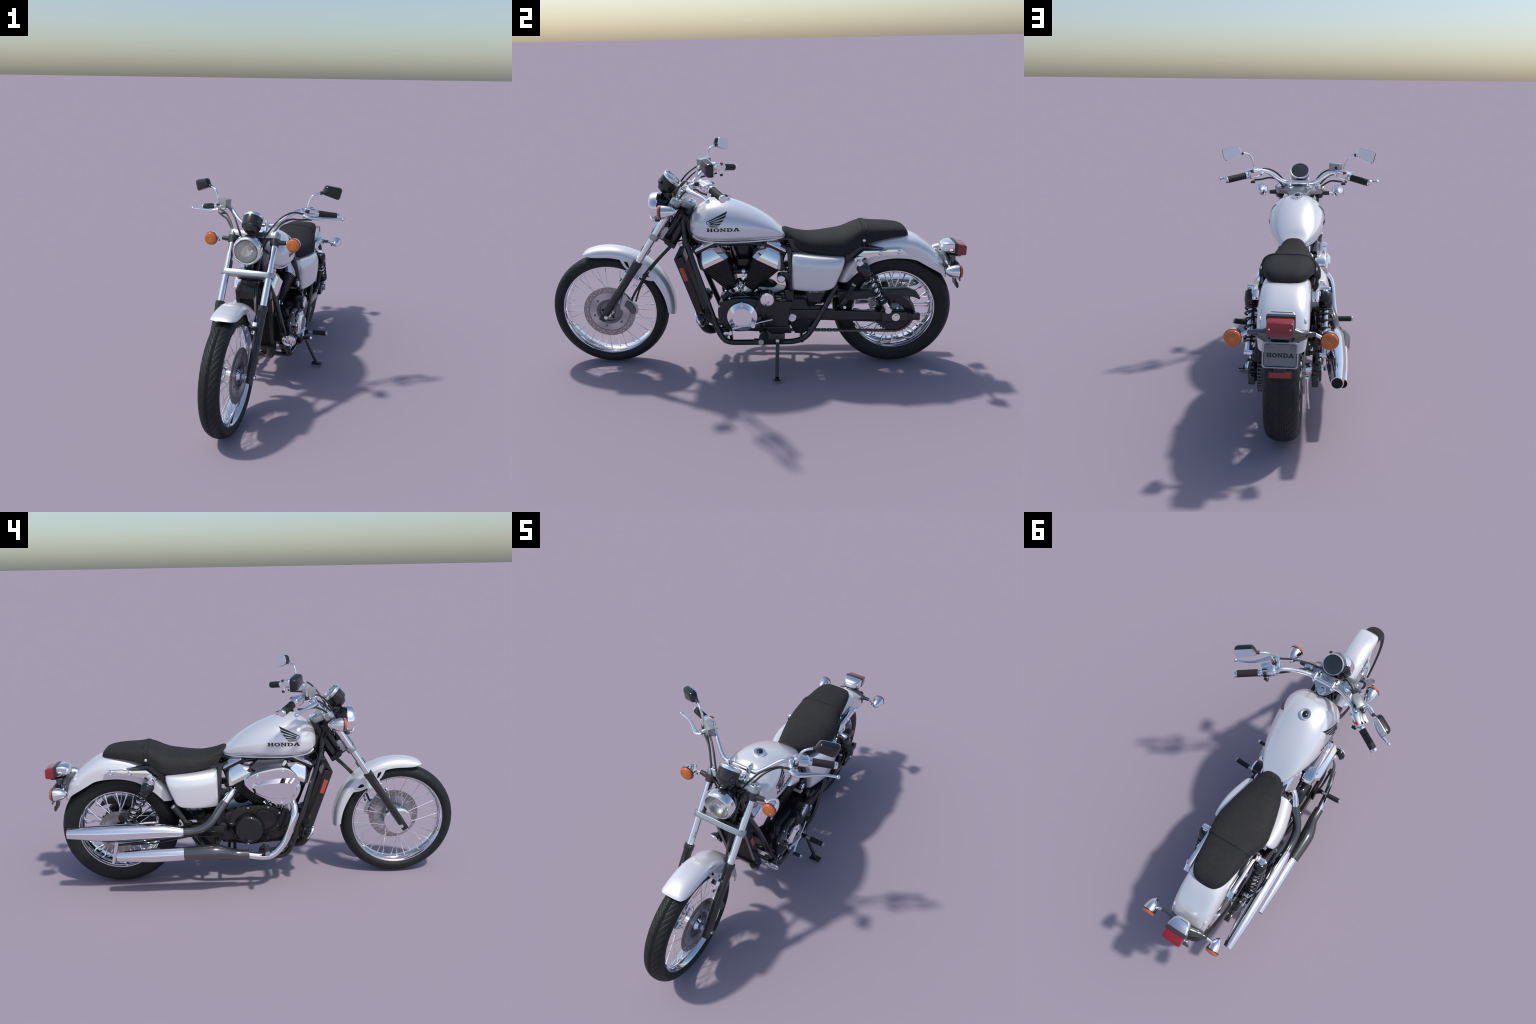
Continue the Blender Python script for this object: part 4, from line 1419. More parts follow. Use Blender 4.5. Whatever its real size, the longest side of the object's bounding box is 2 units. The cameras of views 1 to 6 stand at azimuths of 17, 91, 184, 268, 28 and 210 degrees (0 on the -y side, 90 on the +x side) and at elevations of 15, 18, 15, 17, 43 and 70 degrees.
for s_ in (1, -1):
    mx = lambda p: Vector((p[0] * s_, p[1], p[2]))
    g0, g1 = Vector((.262, -.165, .9305)), Vector((.345, -.1178, .9145))
    gd = gdir.copy()
    a, b_ = mx(g0), mx(g1)
    dd = (b_ - a).normalized()
    bm = B()
    Lg = (b_ - a).length
    prof = [(0, .0150), (.002, .0165)]
    for i in range(10):
        h = .004 + (Lg - .008) * i / 9
        prof += [(h, .0165), (h + .0022, .0165), (h + .003, .0158), (h + .0042, .0158)]
    prof = sorted(prof)
    prof = [p for p in prof if p[0] < Lg - .001] + [(Lg, .0160)]
    revolve(bm, a, dd, prof, 28, cap=True)
    obj('grip', bm, 'grip', HB, 30)
    bm = B()
    revolve(bm, b_, dd, [(-.001, .0150), (.002, .0165), (.012, .0160), (.0155, .013), (.0155, 0)], 28)
    revolve(bm, a, -dd, [(-.002, .0175), (.004, .0185), (.010, .0175), (.012, .014)], 28)
    # switch housing
    h0, h1 = mx(Vector((.200, -.2095, .946))), mx(Vector((.252, -.1715, .9330)))
    u, v, w = frame_axes(h1 - h0)
    rings = []
    for t_, sc in ((0, .72), (.06, .92), (.15, 1.0), (.85, 1.0), (.94, .92), (1.0, .75)):
        c = h0.lerp(h1, t_)
        ring = []
        for k in range(28):
            q = 2 * pi * k / 28
            cs, sn = math.cos(q), math.sin(q)
            ring.append(c + (u * math.copysign(abs(cs) ** .45, cs) * .0205 + v * math.copysign(abs(sn) ** .45, sn) * .0220) * sc)
        rings.append(ring)
    add_rings(bm, rings)
    # clutch / brake lever perch
    p0 = mx(Vector((.195, -.216, .946)))
    cyl(bm, p0 - (h1 - h0).normalized() * .010, p0 + (h1 - h0).normalized() * .010, .0165, seg=22)
    piv = mx(Vector((.222, -.262, .938)))
    tube(bm, [p0, (p0 + piv) / 2 + Vector((0, -.004, .002)), piv], [.012, .013, .012], 14, 4)
    cyl(bm, piv - Vector((0, 0, .014)), piv + Vector((0, 0, .012)), .010, seg=18)
    hexbolt(bm, mx(Vector((.185, -.205, .940))), (0, .6, -.3), .0055, .014)
    wdir = (h1 - h0).normalized()
    side_ = Vector((0, 0, 1)).cross(wdir).normalized()
    box(bm, mx(Vector((.246, -.202, .953))), (.042, .030, .004), Matrix((wdir, side_, wdir.cross(side_))).transposed(), .0015)
    obj('switch_housing', bm, 'chrome', HB, 40)
    bm = B()
    lev = [mx(Vector(p)) for p in ((.215, -.268, .937), (.245, -.268, .930), (.272, -.248, .924), (.298, -.222, .919), (.335, -.195, .9155), (.388, -.1735, .9130))]
    tube(bm, lev, [.0085, .0100, .0085, .0065, .0052, .0048], 14, 6, flat=1.35, flat_dir=(0, -1, 0))
    sph(bm, mx(Vector((.391, -.172, .913))), .0092)
    obj('hand_lever', bm, 'chrome', HB, 60)
    bm = B()
    k0 = h0.lerp(h1, .55)
    box(bm, k0 + Vector((s_ * .002, .0200, .0105)), (.017, .012, .020), Matrix.Rotation(-.35, 3, 'X') @ Matrix.Rotation(s_ * .5, 3, 'Z'), .002)
    obj('thumb_switch', bm, 'red_switch' if s_ < 0 else 'satin', HB, 30)
    bm = B()
    box(bm, k0 + Vector((-.004 * s_, .014, -.025)), (.013, .014, .020), None, .003)
    obj('horn_button', bm, 'chrome', HB, 30)
    bm = B()
    box(bm, k0 + Vector((-.004 * s_, .020, -.040)), (.022, .014, .010), None, .002)
    obj('turn_switch', bm, 'satin', HB, 30)
    # mirror: stalk, shell, glass
    bm = B()
    st = [mx(Vector(p)) for p in ((.2265, -.236, .948), (.2290, -.235, .972), (.236, -.231, 1.005), (.247, -.225, 1.025), (.262, -.214, 1.034), (.286, -.197, 1.039))]
    tube(bm, st, .0052, 14, 6)
    cyl(bm, st[0] - Vector((0, 0, .01)), st[0] + Vector((0, 0, .012)), .0085, seg=6)
    obj('mirror_stalk', bm, 'chrome', HB, 60)
    bm = B()
    cyl(bm, mx(Vector((.2262, -.236, .944))), mx(Vector((.2268, -.236, .960))), .0105, seg=16)
    cyl(bm, mx(Vector((.278, -.2015, 1.0375))), mx(Vector((.292, -.193, 1.040))), .0082, seg=16)
    obj('mirror_joint', bm, 'satin', HB, 40)
    # glass plane: corners from the rear
    ctr = Vector((.331, -.163, 1.040))
    ex = Vector((0.8601, 0.4501, -0.2400))
    nn = Vector((-0.4550, 0.8897, 0.0377))
    ez = Vector((0.2305, 0.0768, 0.9700))
    loc = [(0.0412, 0.0309), (-0.0452, 0.0271), (-0.0546, -0.0195), (0.0412, -0.0307)]
    # rounded quadrilateral outline
    def rq(loc, r, seg=5):
        out = []
        n = len(loc)
        for i in range(n):
            p = np.array(loc[i]); a_ = np.array(loc[i - 1]); c_ = np.array(loc[(i + 1) % n])
            da = (a_ - p) / np.linalg.norm(a_ - p); dc = (c_ - p) / np.linalg.norm(c_ - p)
            s0, s1 = p + da * r, p + dc * r
            for k in range(seg + 1):
                t_ = k / seg
                out.append(tuple((1 - t_) ** 2 * s0 + 2 * t_ * (1 - t_) * p + t_ ** 2 * s1))
        return out
    ol = rq(loc, .016)
    def mring(sc, dep, sh=0):
        return [mx(ctr + ex * (x * sc + sh) + ez * (z * sc) + nn * dep) for x, z in ol]
    bm = B()
    add_rings(bm, [mring(.985, .0), mring(1.0, -.002), mring(1.0, -.009), mring(.985, -.016), mring(.93, -.024, -.002), mring(.82, -.0285, -.003), mring(.55, -.0305, -.003), mring(.25, -.031, -.003), mring(.02, -.031, -.003)])
    obj('mirror_shell', bm, 'black', HB, 50)
    bm = B()
    add_rings(bm, [mring(.965, -.001), mring(.965, .0012), mring(.955, .0016)])
    obj('mirror_glass', bm, 'mirror', HB, 30)
    bm = B()
    add_rings(bm, [mring(.995, -.0015), mring(1.015, -.0015), mring(1.015, .0012), mring(.965, .0018), mring(.96, .0)], True, False)
    obj('mirror_trim', bm, 'spoke', HB, 30)
# brake fluid reservoir on the right
bm = B()
cs = [Vector((-.156, -.257, .990)), Vector((-.174, -.279, .990)), Vector((-.2165, -.246, .990)), Vector((-.201, -.219, .990))]
t = B()
ta = [t.verts.new(p) for p in cs]
cc = sum(cs, Vector()) / 4
cs = [cc + (p - cc) * 1.16 for p in cs]
for v_, p in zip(ta, cs):
    v_.co = p
tb = [t.verts.new(cc + (p - cc) * .92 - Vector((0, 0, .043))) for p in cs]
t.faces.new(ta); t.faces.new(tb[::-1])
for i in range(4):
    t.faces.new((ta[i], tb[i], tb[(i + 1) % 4], ta[(i + 1) % 4]))
bmesh.ops.recalc_face_normals(t, faces=t.faces[:])
bmesh.ops.bevel(t, geom=t.edges[:], offset=.002, segments=2, affect='EDGES', profile=.5)
merge(bm, t)
obj('brake_reservoir', bm, 'cylinder_box', HB, 30)
bm = B()
cyl(bm, cc - Vector((.0, -.018, .020)), cc - Vector((0, -.0275, .020)), .006, seg=14)
obj('sight_glass', bm, 'dark', HB, 30)
# control cables
bm = B()
tube(bm, [(.215, -.268, .945), (.165, -.290, .951), (.115, -.322, .924), (.075, -.356, .872), (.045, -.378, .815), (.03, -.385, .75)], .0042, 10, 6)
tube(bm, [(.232, -.195, .905), (.19, -.225, .905), (.15, -.255, .910), (.115, -.300, .895), (.085, -.335, .855), (.055, -.365, .80), (.03, -.36, .73), (.02, -.33, .68)], .0046, 10, 6)
tube(bm, [(-.205, -.262, .935), (-.165, -.295, .925), (-.13, -.33, .895), (-.095, -.375, .845), (-.065, -.385, .80), (-.03, -.38, .73)], .0042, 10, 6)
tube(bm, [(-.240, -.195, .905), (-.205, -.240, .900), (-.165, -.285, .895), (-.125, -.335, .865), (-.085, -.365, .82), (-.05, -.355, .75), (-.03, -.33, .68)], .0046, 10, 6)
tube(bm, [(-.19, -.262, .955), (-.15, -.293, .950), (-.11, -.333, .920), (-.075, -.37, .866), (-.05, -.38, .80)], .0042, 10, 6)
tube(bm, [(.03, -.36, .80), (.05, -.315, .755), (.045, -.27, .735), (.03, -.22, .72)], .0055, 10, 6)
tube(bm, [(-.03, -.36, .80), (-.045, -.325, .70), (-.06, -.33, .60), (-.05, -.27, .58)], .0055, 10, 6)
tube(bm, [(.01, -.36, .80), (.055, -.325, .76), (.055, -.29, .735), (.04, -.26, .72)], .0045, 10, 6)
obj('control_cable', bm, 'satin', HB, 60)

# ================================================================== INDICATORS
IG = empty('indicator', ROOT)
lens_src = []
def indicator(cx, cy, cz, face, r, length, stalk):
    """bullet lamp; face = +1 lens points to +y, -1 to -y; (cx, cy, cz) centre of the lens base"""
    c = Vector((cx, cy, cz))
    d = Vector((0, face, 0))
    bm = B()
    prof = [(-length, .0), (-length + .001, r * .20), (-length + .006, r * .36), (-length * .78, r * .58), (-length * .52, r * .82), (-length * .25, r * .96), (0, r)]
    revolve(bm, c, d, prof, 36)
    obj('indicator_shell', bm, 'chrome', IG, 60)
    bm = B()
    revolve(bm, c, d, [(-.001, r * 1.0), (.0005, r * 1.03), (.004, r * 1.03), (.0045, r * .98)], 36)
    obj('indicator_gasket', bm, 'satin', IG, 40)
    bm = B()
    revolve(bm, (0, 0, 0), d, [(.002, r * .98), (.011, r * .97), (.0145, r * .88), (.0165, r * .70), (.0160, r * .62), (.0175, r * .55), (.0165, r * .42), (.0180, r * .34), (.017, r * .2), (.0185, r * .08), (.0185, 0)], 40)
    o = obj('indicator_lens', bm, 'amber', IG, 40)
    o.location = c
    bm = B()
    s_ = math.copysign(1, cx)
    a = Vector(stalk)
    b_ = c - d * length * .45 - Vector((s_ * r * .72, 0, r * .12))
    tube(bm, [a, (a + b_) / 2, b_], [.0070, .0068, .0075], 14, 3)
    sph(bm, b_, .0095)
    hexbolt(bm, b_ + Vector((-s_ * .004, 0, -.004)), (0, 0, -1), .006, .010)
    obj('indicator_stem', bm, 'chrome', IG, 50)
for s_ in (1, -1):
    indicator(s_ * .203, -.401, .8215, -1, .0315, .066, (s_ * .156, -.363, .819))
    indicator(s_ * .1705, .931, .5185, 1, .0315, .062, (s_ * .118, .900, .528))

# ================================================================== TAIL
TL = empty('tail_lamp', ROOT)
# dark cast bracket with arms reaching to the indicators
bm = B()
rings = []
for x, ry, rz, y, z in ((-.122, .009, .009, .900, .528), (-.095, .010, .010, .899, .528), (-.092, .015, .015, .899, .526), (-.070, .019, .020, .903, .522), (-.050, .023, .032, .908, .520), (0, .024, .045, .912, .520),
                        (.050, .023, .032, .908, .520), (.070, .019, .020, .903, .522), (.092, .015, .015, .899, .526), (.095, .010, .010, .899, .528), (.122, .009, .009, .900, .528)):
    rings.append([Vector((x, y + ry * math.cos(a), z + rz * math.sin(a))) for a in (2 * pi * k / 20 for k in range(20))])
add_rings(bm, rings)
box(bm, (0, .935, .535), (.075, .035, .04), None, .006)
obj('tail_bracket', bm, 'shield', TL, 50)
bm = B()
def rect_ring(y, x, z0, z1, r=.006):
    return [Vector((px_, y, pz_)) for px_, pz_ in [(q[0], q[1]) for q in
            [(sx * (x - r) + r * math.cos(a0 + k * pi / 6), (z1 - r if sz > 0 else z0 + r) + r * math.sin(a0 + k * pi / 6))
             for sx, sz, a0 in ((1, 1, 0), (-1, 1, pi / 2), (-1, -1, pi), (1, -1, 3 * pi / 2)) for k in range(4)]]]
add_rings(bm, [rect_ring(.882, .022, .578, .598, .010), rect_ring(.888, .034, .572, .606, .012), rect_ring(.903, .044, .567, .613, .012), rect_ring(.920, .048, .565, .6155, .010), rect_ring(.941, .050, .563, .6125, .006)])
obj('tail_lamp_shell', bm, 'chrome', TL, 45)
bm = B()
add_rings(bm, [rect_ring(.940, .0515, .561, .6145, .005), rect_ring(.956, .0505, .560, .6125, .005)])
box(bm, (0, .965, .552), (.070, .025, .014), None, .003)
obj('tail_lamp_gasket', bm, 'satin', TL, 40)
bm = B()
add_rings(bm, [rect_ring(.955, .0475, .553, .6075, .006), rect_ring(.986, .0475, .5525, .603, .006), rect_ring(.996, .0460, .5535, .600, .006), rect_ring(.9992, .042, .557, .596, .006), rect_ring(1.0, .02, .570, .585, .006)])
obj('tail_lens', bm, 'red', TL, 35)
bm = B()
for s_ in (1, -1):
    revolve(bm, (s_ * .0365, .9985, .580), (0, 1, 0), [(0, .0035), (.0015, .0032), (.0022, 0)], 12)
obj('lens_screw', bm, 'chrome', TL, 40)
PL = empty('number_plate', ROOT)
pc = Vector((0, .966, .4725))
pt = .16
prm = Matrix.Rotation(pt, 3, 'X')
def pp(x, d, z):
    return pc + prm @ Vector((x, d, z))
bm = B()
box(bm, pp(0, 0, 0), (.113, .003, .079), prm, .001, 1)
obj('plate_sheet', bm, 'plate', PL, 30)
bm = B()
oln = []
for sx, sz, a0 in ((1, 1, 0), (-1, 1, pi / 2), (-1, -1, pi), (1, -1, 3 * pi / 2)):
    for k in range(5):
        a = a0 + k * pi / 8
        oln.append((sx * .0485 + .010 * math.cos(a), sz * .0315 + .010 * math.sin(a)))
rings = [[pp(x * s1 + math.copysign(o1, x), dep, z * s1 + math.copysign(o1, z)) for x, z in oln] for s1, o1, dep in ((1, 0, -.003), (1, 0, .005), (1, -.002, .006), (1, -.0045, .005), (1, -.0055, .001))]
add_rings(bm, rings, True, False)
obj('plate_frame', bm, 'plate_frame', PL, 40)
bm = B()
for s_ in (1, -1):
    box(bm, pp(s_ * .044, .003, .029), (.012, .004, .016), prm, .002)
    c = pp(s_ * .044, .004, .026)
    cyl(bm, c, c + prm @ Vector((0, .004, 0)), .0035, seg=12)
obj('plate_bolt', bm, 'plate', PL, 40)
w, width = slab_word('HONDA')
def pl_fn(x, y):
    return pp(.0475 - x / width * .095, .0020, -.008 + y * .0155), prm @ Vector((0, 1, 0))
obj('plate_lettering', thicken(w, pl_fn, .0006), 'print', PL, 20)
bm = B()
box(bm, (0, .966, .417), (.045, .006, .045), prm, .002)
box(bm, (0, .968, .400), (.084, .008, .027), prm, .002)
box(bm, (0, .935, .490), (.06, .045, .05), None, .005)
obj('plate_bracket', bm, 'satin', PL, 30)
bm = B()
box(bm, (0, .9735, .400), (.076, .004, .020), prm, .0015)
obj('reflector', bm, 'red_reflector', PL, 30)

# ================================================================== SWINGARM, SHOCKS, DRIVE
SW = empty('swingarm', ROOT)
bm = B()
prism(bm, [(.150, .322), (.320, .320), (.585, .306), (.735, .298), (.742, .280), (.735, .256), (.585, .254), (.320, .266), (.150, .262)], .106, .136, .005)
arm = obj('swingarm_beam', bm, 'case', SW, 30)
bm = B()
prism(bm, [(.150, .322), (.320, .320), (.585, .306), (.735, .298), (.742, .280), (.735, .256), (.585, .254), (.320, .266), (.150, .262)], -.136, -.106, .005)
obj('swingarm_beam', bm, 'case', SW, 30)
bm = B()
cyl(bm, (-.115, .178, .285), (.115, .178, .285), .024)
cyl(bm, (-.106, .40, .290), (.106, .40, .290), .016)
for s_ in (1, -1):
    box(bm, (s_ * .130, .655, .282), (.030, .12, .052), None, .004)
    prism(bm, [(.585, .30), (.655, .30), (.640, .345), (.608, .345)], s_ * .118, s_ * .135, .003)
    box(bm, (s_ * .122, .756, .278), (.026, .045, .032), None, .003)
obj('axle_block', bm, 'frame', SW, 30)
bm = B()
for s_ in (1, -1):
    cyl(bm, (s_ * .143, .661, .286), (s_ * .152, .661, .286), .0195, .0195, seg=10)
    cyl(bm, (s_ * .152, .661, .286), (s_ * .161, .661, .286), .0165, .015, seg=6)
    sph(bm, (s_ * .137, .668, .327), .0075)
obj('axle_nut', bm, 'chrome', SW, 30)

for s_ in (1, -1):
    SH = empty('shock_absorber', ROOT)
    a, b_ = Vector((s_ * .153, .483, .562)), Vector((s_ * .152, .622, .327))
    d = (b_ - a).normalized()
    L = (b_ - a).length
    bm = B()
    u, v, w = frame_axes(d)
    revolve(bm, a, d, [(.010, .006), (.014, .022), (.022, .0290), (.056, .0300), (.076, .0260), (.082, .020), (.082, .010)], 32)
    obj('shock_cover', bm, 'black', SH, 40)
    bm = B()
    cyl(bm, a + d * .06, a + d * (L - .01), .0125, seg=24)
    cyl(bm, a + d * (L - .060), a + d * (L - .008), .0165, seg=24)
    cyl(bm, a - Vector((s_ * .022, 0, 0)), a + Vector((s_ * .014, 0, 0)), .0135, seg=22)
    cyl(bm, a + Vector((s_ * .014, 0, 0)), a + Vector((s_ * .020, 0, 0)), .0095, .008, seg=18)
    revolve(bm, a + d * .004, d, [(0, .012), (.010, .0165), (.016, .018), (.020, .012)], 24)
    cyl(bm, b_ - Vector((s_ * .018, 0, 0)), b_ + Vector((s_ * .012, 0, 0)), .0145, seg=24)
    cyl(bm, b_ + Vector((s_ * .012, 0, 0)), b_ + Vector((s_ * .018, 0, 0)), .0165, .0150, seg=24)
    box(bm, a + Vector((-s_ * .025, .004, .012)), (.024, .03, .02), None, .004)
    obj('shock_body', bm, 'chrome', SH, 40)
    # coil spring: close turns at the top and bottom
    bm = B()
    turns, n = 6.5, 150
    s0, s1 = .076, L - .050
    pts = []
    for k in range(n + 1):
        t_ = k / n
        ang = 2 * pi * turns * t_
        q = .10 * math.sin(2 * pi * t_ - 0) / 6.28
        h = s0 + (s1 - s0) * (t_ + q * -.0 + .06 * math.sin(2 * pi * t_) * -1)
        pts.append(a + d * h + (u * math.cos(ang) + v * math.sin(ang)) * .0232)
    tube(bm, pts, .0042, 10, 1)
    obj('shock_spring', bm, 'frame', SH, 60)
    bm = B()
    revolve(bm, a, d, [(s1 - .002, .014), (s1 + .001, .0265), (s1 + .007, .0265), (s1 + .010, .014)], 28)
    obj('spring_seat', bm, 'frame', SH, 40)

# chain drive (left)
DR = empty('final_drive', ROOT)
CX = .094
S_C, S_R = Vector((CX, R_C.y, R_C.z)), .0945
P_C, P_R = Vector((CX, .150, .286)), .086
bm = B()
n_t = 44
prof2 = []
for i in range(n_t * 4):
    a = 2 * pi * i / (n_t * 4)
    r = S_R + (.0035 if i % 4 in (0, 1) else -.0035)
    prof2.append((S_C.y + math.cos(a) * r, S_C.z + math.sin(a) * r))
ho = [[(S_C.y + math.cos(2 * pi * k / 5 + .3 + q) * .068 + 0 * q, S_C.z + math.sin(2 * pi * k / 5 + .3 + q) * .068) for q in (-.16, .16)] for k in range(5)]
holes = []
for k in range(5):
    a = 2 * pi * k / 5 + .3
    holes.append([(S_C.y + math.cos(a) * .069 + .011 * math.cos(b), S_C.z + math.sin(a) * .069 + .011 * math.sin(b)) for b in (2 * pi * j / 12 for j in range(12))])
ring_plate(bm, prof2, [], CX - .0025, CX + .0025)
obj('sprocket', bm, 'case', DR, 20)
bm = B()
revolve(bm, S_C + Vector((-.02, 0, 0)), (1, 0, 0), [(0, .05), (.022, .05), (.026, .044), (.03, .03), (.03, 0)], 36)
for k in range(5):
    a = 2 * pi * k / 5 + .9
    hexbolt(bm, S_C + Vector((.002, math.cos(a) * .042, math.sin(a) * .042)), (1, 0, 0), .007, .007)
obj('sprocket_carrier', bm, 'carrier', DR, 30)
# chain path: rear sprocket wrap + two runs + front sprocket wrap
dvec = Vector((0, P_C.y - S_C.y, P_C.z - S_C.z))
D = dvec.length
base_a = math.atan2(dvec.z, dvec.y)
off = math.acos((S_R - P_R) / D)
loop = []
a_top, a_bot = base_a - off, base_a + off
def pt_s(a, C, r):
    return Vector((CX, C.y + math.cos(a) * r, C.z + math.sin(a) * r))
span = 2 * pi - 2 * off
for k in range(60):
    loop.append(pt_s(a_bot + span * k / 59, S_C, S_R))
for k in range(1, 60):
    loop.append(pt_s(a_top + 2 * pi, S_C, S_R).lerp(pt_s(a_top, P_C, P_R), k / 60))
for k in range(30):
    loop.append(pt_s(a_top + 2 * off * k / 29, P_C, P_R))
for k in range(1, 60):
    loop.append(pt_s(a_bot, P_C, P_R).lerp(pt_s(a_bot, S_C, S_R), k / 60))
cum = [0.0]
for p, q in zip(loop, loop[1:] + loop[:1]):
    cum.append(cum[-1] + (q - p).length)
tot = cum[-1]
pitch = .0141
nl = int(round(tot / pitch / 2)) * 2
bm = B()
closed_loop = loop + [loop[0]]
def at(s):
    s %= tot
    i = max(0, min(len(loop) - 1, int(np.searchsorted(cum, s) - 1)))
    return closed_loop[i].lerp(closed_loop[i + 1], (s - cum[i]) / max(1e-9, cum[i + 1] - cum[i]))
for i in range(nl):
    p, q = at(tot * i / nl), at(tot * (i + 1) / nl)
    c = (p + q) / 2
    dd = (q - p).normalized()
    ang = math.atan2(dd.z, dd.y)
    xo = .0082 if i % 2 == 0 else .0058
    for s_ in (1, -1):
        # plate with waisted middle
        t = B()
        oln = []
        for e, sg in ((q - c, 1), (p - c, -1)):
            base = math.atan2(dd.z * sg, dd.y * sg)
            for k in range(5):
                a = base - pi / 2 + pi * k / 4
                oln.append((e.y + math.cos(a) * .0058, e.z + math.sin(a) * .0058))
            nrm = Vector((0, -dd.z, dd.y)) * sg
            oln.append((nrm.y * .0036, nrm.z * .0036))
        x0 = CX + s_ * xo
        aa = [t.verts.new((x0 - .0009, c.y + y, c.z + z)) for y, z in oln]
        bb = [t.verts.new((x0 + .0009, c.y + y, c.z + z)) for y, z in oln]
        t.faces.new(aa); t.faces.new(bb[::-1])
        for k in range(len(oln)):
            t.faces.new((aa[k], bb[k], bb[(k + 1) % len(oln)], aa[(k + 1) % len(oln)]))
        merge(bm, t)
    cyl(bm, p - Vector((.0105, 0, 0)), p + Vector((.0105, 0, 0)), .0030, seg=8)
    cyl(bm, p - Vector((.005, 0, 0)), p + Vector((.005, 0, 0)), .0048, seg=8)
ch = obj('chain', bm, 'chain', DR, 30)
ch['kind'] = 'stuff'
bm = B()
prism(bm, [(.385, .402), (.714, .412), (.762, .393), (.780, .366), (.776, .358), (.745, .372), (.702, .374), (.56, .374), (.44, .356), (.40, .352)], .072, .114, .004)
obj('chain_guard', bm, 'satin', DR, 35)

# rear brake on the right
bm = B()
prism(bm, smooth_poly([(.575, .345), (.600, .375), (.640, .385), (.660, .36), (.640, .33), (.60, .32)], 3), -.098, -.062, .005)
obj('caliper', bm, 'case', SW, 40)
bm = B()
tube(bm, [(-.088, .672, .255), (-.091, .685, .195), (-.098, .700, .130)], [.0095, .0085, .0075], 12, 4, flat=.5, flat_dir=(1, 0, 0))
cyl(bm, (-.095, .672, .252), (-.07, .672, .252), .012)
hexbolt(bm, (-.094, .700, .132), (-1, 0, 0), .006, .008)
obj('brake_stay', bm, 'chrome', SW, 40)

# ================================================================== CONTROLS AND STAND
RD = empty('footrest', ROOT)
for tip, root_, mount in (((.292, .030, .2325), (.222, .033, .2285), (.140, .050, .175)), ((-.284, -.050, .2365), (-.216, -.048, .234), (-.140, -.045, .175))):
    a, b_ = Vector(root_), Vector(tip)
    d = (b_ - a).normalized()
    bm = B()
    prof = []
    L = (b_ - a).length
    for i in range(12):
        h = L * i / 12
        prof += [(h, .0130), (h + L / 24, .0136), (h + L / 20, .0128)]
    revolve(bm, a, d, [(0, .010)] + prof + [(L, .0128)], 22, cap=True)
    obj('peg_rubber', bm, 'grip', RD, 30)
    bm = B()
    revolve(bm, b_, d, [(0, .0118), (.005, .0128), (.008, .0118), (.008, 0)], 22)
    cyl(bm, a - d * .028, a, .0065)
    obj('peg_end', bm, 'plate_frame', RD, 40)
    bm = B()
    s_ = math.copysign(1, tip[0])
    m_ = Vector(mount)
    prism(bm, [(m_.y - .03, .158), (m_.y + .038, .158), (m_.y + .030, .205), (m_.y + .005, .228), (m_.y - .022, .212), (m_.y - .03, .19)], s_ * .148, s_ * .160, .002)
    tube(bm, [(s_ * .15, m_.y, .19), (s_ * .175, m_.y - .008, .218), tuple(a - d * .024)], [.014, .013, .010], 14, 4)
    obj('peg_bracket', bm, 'frame', RD, 35)
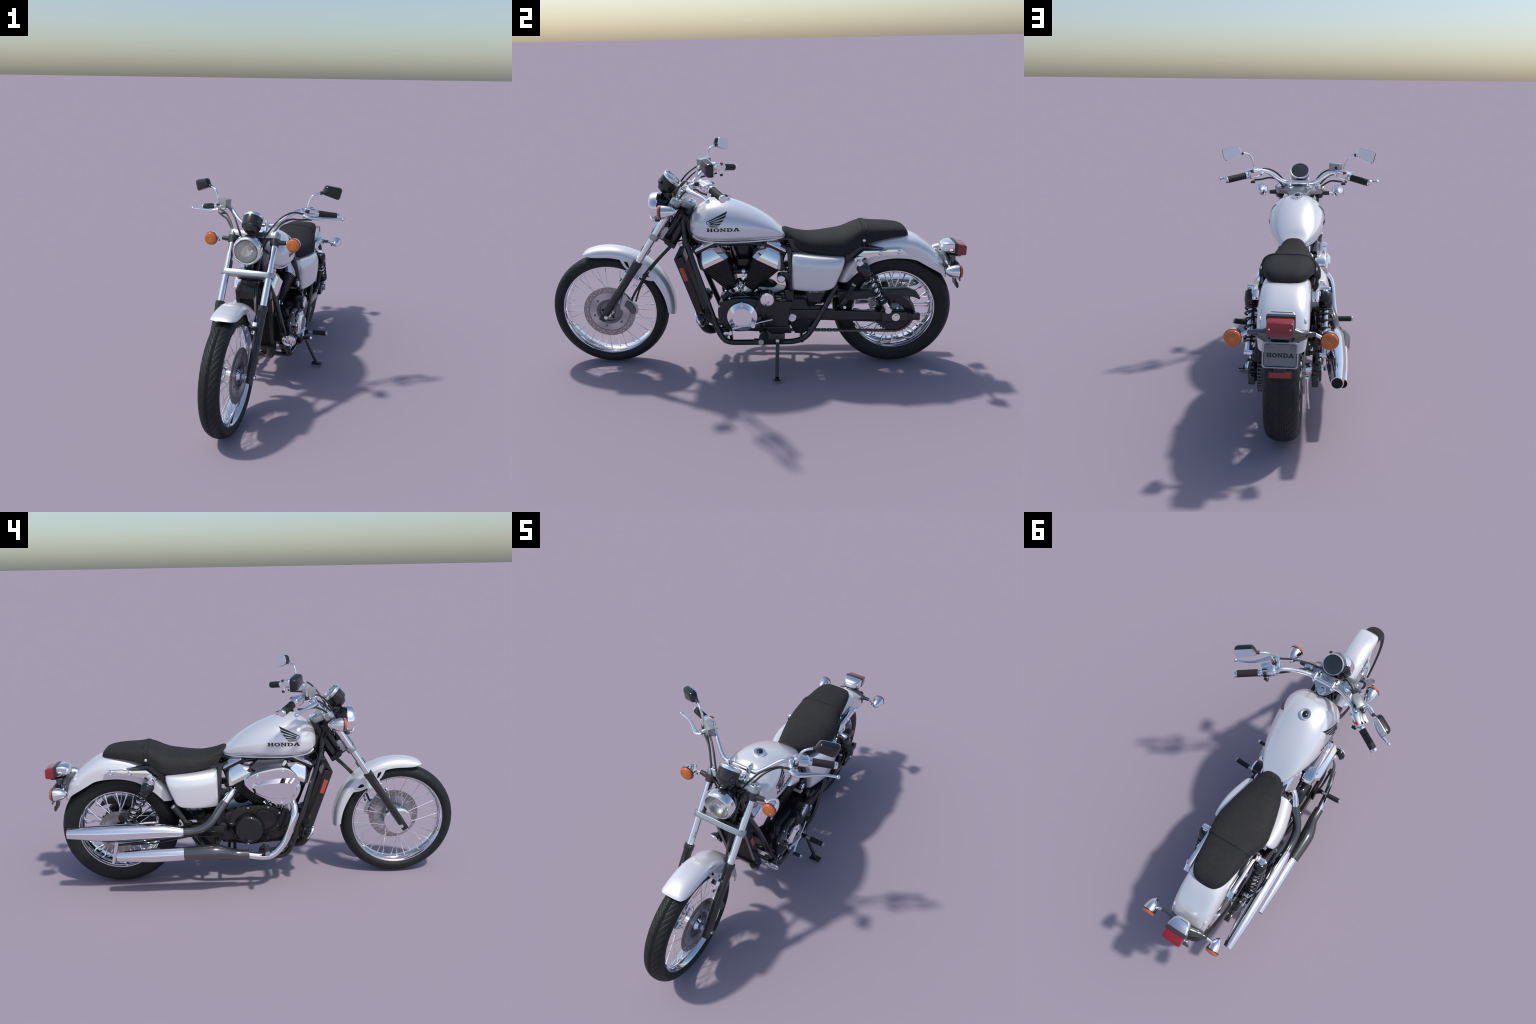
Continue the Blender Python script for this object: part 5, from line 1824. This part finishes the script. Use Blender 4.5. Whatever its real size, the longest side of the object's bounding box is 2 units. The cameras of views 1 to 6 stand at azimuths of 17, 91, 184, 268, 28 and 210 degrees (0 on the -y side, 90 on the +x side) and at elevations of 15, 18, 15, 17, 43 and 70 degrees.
# passenger pegs, folded up
for tip, root_ in (((.160, .458, .452), (.160, .424, .388)), ((-.160, .385, .432), (-.160, .425, .376))):
    a, b_ = Vector(root_), Vector(tip)
    if tip[0] < 0:
        a = Vector((-.160, .340, .372)); 
    d = (b_ - a).normalized()
    L = (b_ - a).length
    bm = B()
    prof = [(0, .009)]
    for i in range(8):
        h = L * i / 8
        prof += [(h + .0005, .0118), (h + L / 18, .0122), (h + L / 12, .0114)]
    revolve(bm, a, d, sorted(prof) + [(L, .0118)], 20, cap=True)
    obj('peg_rubber', bm, 'grip', RD, 30)
    bm = B()
    revolve(bm, b_, d, [(0, .0112), (.005, .0120), (.008, .011), (.008, 0)], 20)
    obj('peg_end', bm, 'plate_frame', RD, 40)
    bm = B()
    s_ = math.copysign(1, tip[0])
    tube(bm, [a + d * .002, a - d * .02, Vector((s_ * .145, a.y - d.y * .05 , .345)), Vector((s_ * .125, a.y, .325))], [.010, .012, .012, .010], 12, 4)
    obj('peg_bracket', bm, 'frame', RD, 35)
    bm = B()
    hexbolt(bm, (s_ * .150, .419, .342) if s_ > 0 else (-.150, .36, .345), (s_, 0, 0), .0085, .010)
    obj('peg_bolt', bm, 'chrome', RD, 30)
# gear lever (left)
GL = empty('gear_lever', ROOT)
bm = B()
tube(bm, [(.182, -.012, .262), (.186, -.050, .262), (.194, -.090, .256), (.202, -.113, .252)], .0055, 10, 5)
cyl(bm, (.165, -.010, .262), (.188, -.010, .262), .010)
tube(bm, [(.176, -.010, .262), (.176, .02, .275), (.165, .08, .285)], .004, 8, 4)
cyl(bm, (.238, -.114, .2535), (.248, -.114, .2535), .0088, seg=16)
obj('lever_arm', bm, 'chrome', GL, 50)
bm = B()
cyl(bm, (.200, -.1135, .252), (.240, -.114, .2535), .0085, seg=16)
obj('lever_rubber', bm, 'grip', GL, 40)
bm = B()
prism(bm, [(-.03, .240), (.012, .300), (.028, .302), (.028, .285), (.05, .268), (.045, .248), (.0, .225)], .150, .164, .003)
obj('lever_bracket', bm, 'frame', GL, 30)
# brake pedal (right)
BP = empty('brake_pedal', ROOT)
bm = B()
tube(bm, [(-.160, -.04, .200), (-.165, -.09, .208), (-.166, -.14, .222), (-.168, -.165, .232)], .006, 10, 5)
box(bm, (-.172, -.172, .236), (.03, .030, .008), None, .003)
obj('pedal_arm', bm, 'frame', BP, 40)
# side stand
SS = empty('side_stand', ROOT)
bm = B()
tube(bm, [(.158, .104, .172), (.196, .101, .095), (.236, .099, .020)], .0092, 14, 4)
prism(bm, [(.070, .160), (.136, .160), (.134, .208), (.072, .208)], .142, .158, .003)
t = B()
vs = [(.208, .082, .014), (.262, .084, .014), (.264, .116, .014), (.208, .118, .014)]
lo = [t.verts.new(p) for p in vs]
hi = [t.verts.new((p[0], p[1], p[2] + .006)) for p in vs]
t.faces.new(lo[::-1]); t.faces.new(hi)
for i in range(4):
    t.faces.new((lo[i], lo[(i + 1) % 4], hi[(i + 1) % 4], hi[i]))
merge(bm, t)
obj('stand_leg', bm, 'frame', SS, 35)
bm = B()
hexbolt(bm, (.157, .103, .175), (1, 0, 0), .010, .012)
obj('stand_bolt', bm, 'chrome', SS, 30)
